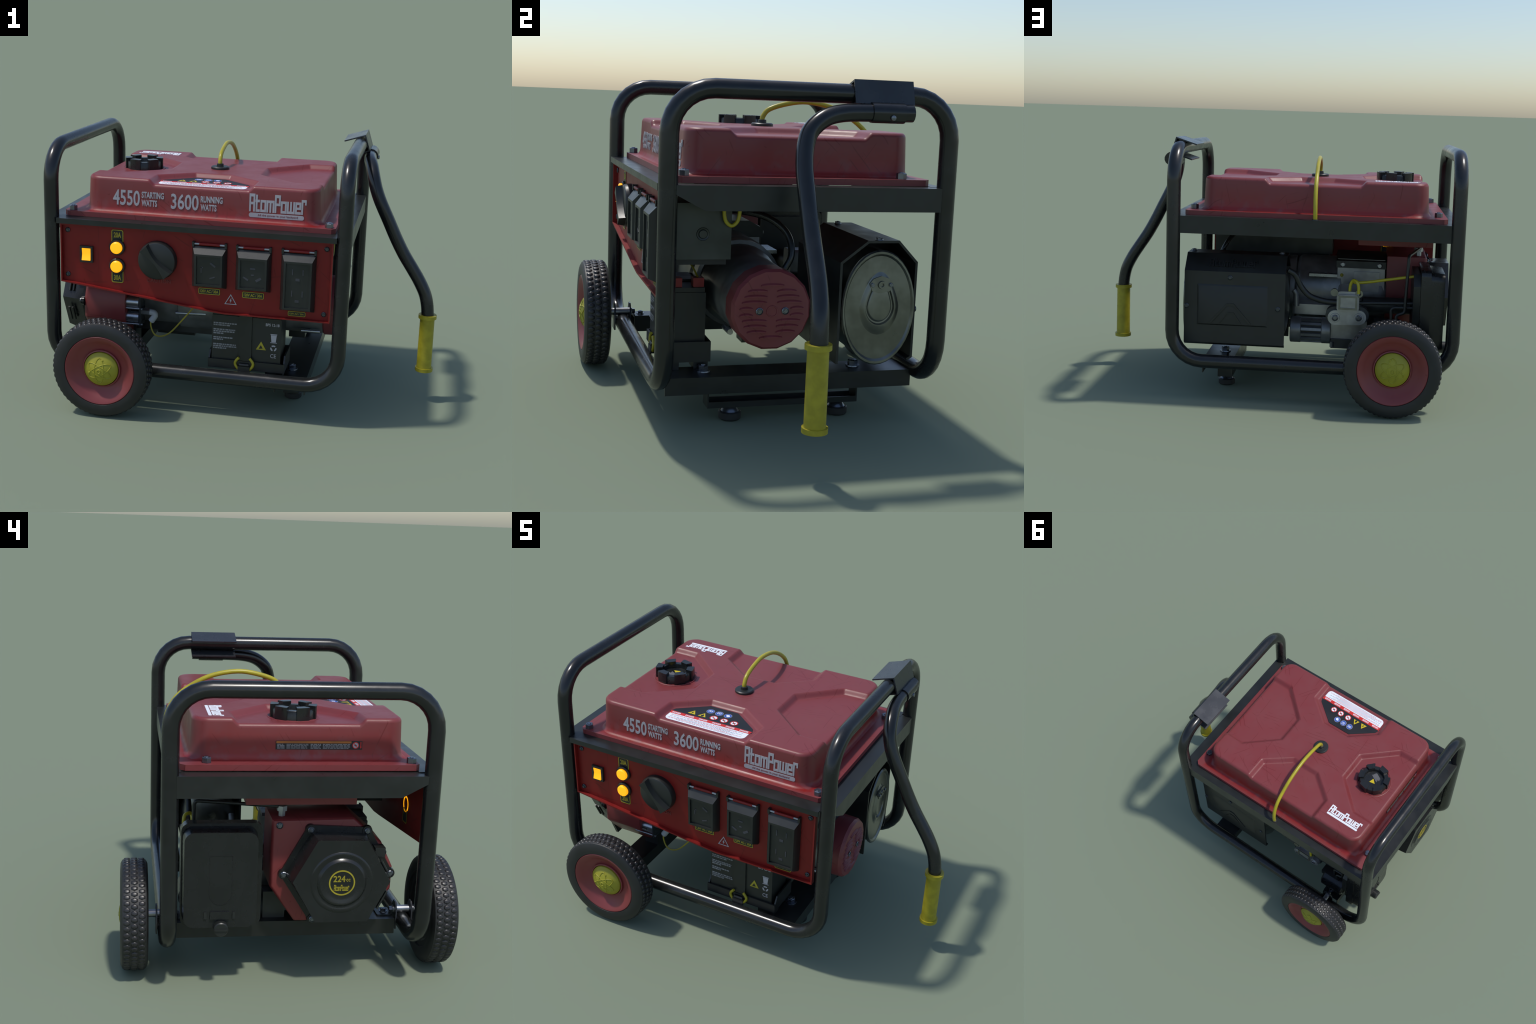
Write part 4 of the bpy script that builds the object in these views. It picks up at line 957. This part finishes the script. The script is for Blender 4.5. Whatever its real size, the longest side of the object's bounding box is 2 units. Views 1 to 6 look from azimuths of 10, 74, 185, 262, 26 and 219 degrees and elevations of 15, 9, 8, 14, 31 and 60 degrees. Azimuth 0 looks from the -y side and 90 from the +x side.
RP = [(-0.972, 0.138), (-0.976, 0.133), (-0.9775, 0.127), (-0.9755, 0.119), (-0.9738, 0.112), (-0.9738, 0.108), (-0.9800, 0.102), (-0.9835, 0.096), (-0.983, 0.090), (-0.979, 0.080), (-0.9775, 0.066), (-0.977, 0.0)]
add_rev(bm, RP, 'x', (0, HC[0], HC[1]), 48); finish(bm, 'starter_rings', 'black_gloss', eng, 30)
EP = Plane((-0.9774, HC[0], HC[1]), (0, -1, 0), (0, 0, 1))
bm = bmesh.new(); add_ring(bm, EP, circle(0, 0, 0.057, 36), circle(0, 0, 0.051, 36), 0, 0.0018); finish(bm, 'badge_ring', 'yellow_print', eng)
text('badge_lettering', '224', EP, -0.038, 0.014, 0.004, 0.032, 'yellow_print', eng, 0.02, h=0.0016)
text('badge_lettering', 'cc', EP, 0.018, 0.036, 0.006, 0.018, 'yellow_print', eng, 0.01, h=0.0016)
logo('badge_logo', Plane(EP.p(-0.034, -0.036), EP.u, EP.v), 0.066, 0.027, 'yellow_print', eng, hh=0.0016, strip=False)
for y, z in ((-0.062, 0.709), (-0.312, 0.702), (-0.424, 0.506), (0.050, 0.506), (-0.085, 0.297)):
    rev('starter_lug', [(-0.840, 0.024), (-0.858, 0.022), (-0.858, 0.0)], 'x', (0, y, z), 'black_gloss', eng, 16)
    screw('starter_screw', (-0.8582, y, z), 0.0145, 'zinc', eng, '-x')
screw('shroud_screw', (-0.8395, 0.073, 0.724), 0.015, 'zinc', eng, '-x'); screw('shroud_screw', (-0.8395, -0.392, 0.600), 0.0145, 'zinc', eng, '-x')
box('pull_guide', -0.905, -0.850, -0.385, -0.340, 0.600, 0.640, 'black', eng, 0.006)
bm = bmesh.new()
for (ya, za), (yb, zb) in (((-0.415, 0.47), (-0.372, 0.385)), ((-0.435, 0.46), (-0.40, 0.40))): pass
for k, (x, dy) in enumerate(((-0.916, 0), (-0.936, 0))):
    add_tube(bm, [(x, -0.362, 0.590), (x, -0.388, 0.545)], 0.006, 8)
    add_tube(bm, [(x - 0.004, -0.392, 0.455), (x - 0.004, -0.352, 0.375)], 0.006, 8)
finish(bm, 'vent_ribs', 'black', eng, 50)
# air filter housing
flt = prism('air_filter', rrect(0.143, 0.496, 0.268, 0.736, 0.035, 5), 'x', -0.842, -0.790, 'black_gloss', eng, 0.008)
bm = bmesh.new(); add_prism(bm, rrect(0.166, 0.491, 0.283, 0.724, 0.045, 6), 'x', -0.842, -0.915, rrect(0.172, 0.486, 0.290, 0.716, 0.042, 6)); bevel(bm, 0.022, 4, 40); finish(bm, 'air_filter_cover', 'black_gloss', eng, 40)
prism('air_filter_back', [(0.16, 0.708), (0.448, 0.708), (0.496, 0.650), (0.496, 0.47), (0.45, 0.40), (0.45, 0.27), (0.16, 0.27)], 'x', -0.788, -0.752, 'black', eng, 0.004)
cyl('intake_duct', 'x', (0, 0.27, 0.50), 0.045, -0.755, -0.48, 'dark_metal', eng, 20, 0.01)
AFP = Plane((-0.9152, 0.328, 0), (0, -1, 0), (0, 0, 1))
outer = [(-0.050, 0.617), (0.050, 0.617)][::-1] + [(-0.050, 0.445)] + [(0.050 * -math.cos(t), 0.445 - 0.052 * math.sin(t)) for t in [math.pi * i / 10 for i in range(1, 10)]] + [(0.050, 0.445)]
inner2 = [(a * 0.955, 0.52 + (b_ - 0.52) * 0.978) for a, b_ in outer]
bm = bmesh.new(); add_ring(bm, AFP, outer, inner2, -0.002, 0.0016); finish(bm, 'filter_inset_line', 'dark_sheet', eng, 30)
box('filter_latch', -0.923, -0.913, 0.290, 0.372, 0.330, 0.364, 'black_gloss', eng, 0.004)
for y in (0.270, 0.393): box('latch_guide', -0.921, -0.913, y - 0.006, y + 0.006, 0.332, 0.362, 'black', eng, 0.002)
rev('filter_knob', [(-0.90, 0.026), (-0.902, 0.032), (-0.945, 0.032), (-0.949, 0.028), (-0.949, 0.0)], 'x', (0, 0.326, 0.292), 'black', eng, 20)
box('filter_knob_bar', -0.954, -0.948, 0.298, 0.354, 0.288, 0.296, 'black', eng, 0.002)
# front side: solenoid, terminal plate and lead
for z in (0.512, 0.430): cyl('solenoid', 'x', (0, -0.388, z), 0.036, -0.632, -0.545, 'steel', eng, 20, 0.004)
box('terminal_plate', -0.540, -0.533, -0.432, -0.350, 0.390, 0.560, 'brake_dark', eng, 0.001, 1)
for z in (0.486, 0.400): tube('terminal_stud', [(-0.655, -0.420, z), (-0.525, -0.420, z)], 0.006, 'steel', eng, 8)
tube('oil_sensor', [(-0.533, -0.405, 0.470), (-0.488, -0.405, 0.470)], 0.019, 'steel', eng, 6)
tube('sensor_boot', spline([(-0.492, -0.405, 0.470), (-0.468, -0.405, 0.466), (-0.462, -0.405, 0.452), (-0.475, -0.405, 0.430), (-0.482, -0.405, 0.420)], 3), 0.017, 'white_plastic', eng, 10)
tube('sensor_lead', spline([(-0.484, -0.405, 0.425), (-0.482, -0.41, 0.39), (-0.462, -0.415, 0.352), (-0.425, -0.42, 0.345), (-0.375, -0.42, 0.370), (-0.31, -0.42, 0.445), (-0.25, -0.42, 0.52)], 5), 0.0042, 'yellow_print', eng, 6)
tube('dip_rod', [(-0.37, -0.322, 0.448), (-0.205, -0.322, 0.456)], 0.011, 'steel', eng, 8)
tube('dip_rod', [(0.30, -0.27, 0.395), (0.40, -0.27, 0.397)], 0.012, 'steel', eng, 8)
cyl('spark_plug_boot', 'y', (-0.45, 0, 0.60), 0.02, -0.22, -0.14, 'black', eng, 14)
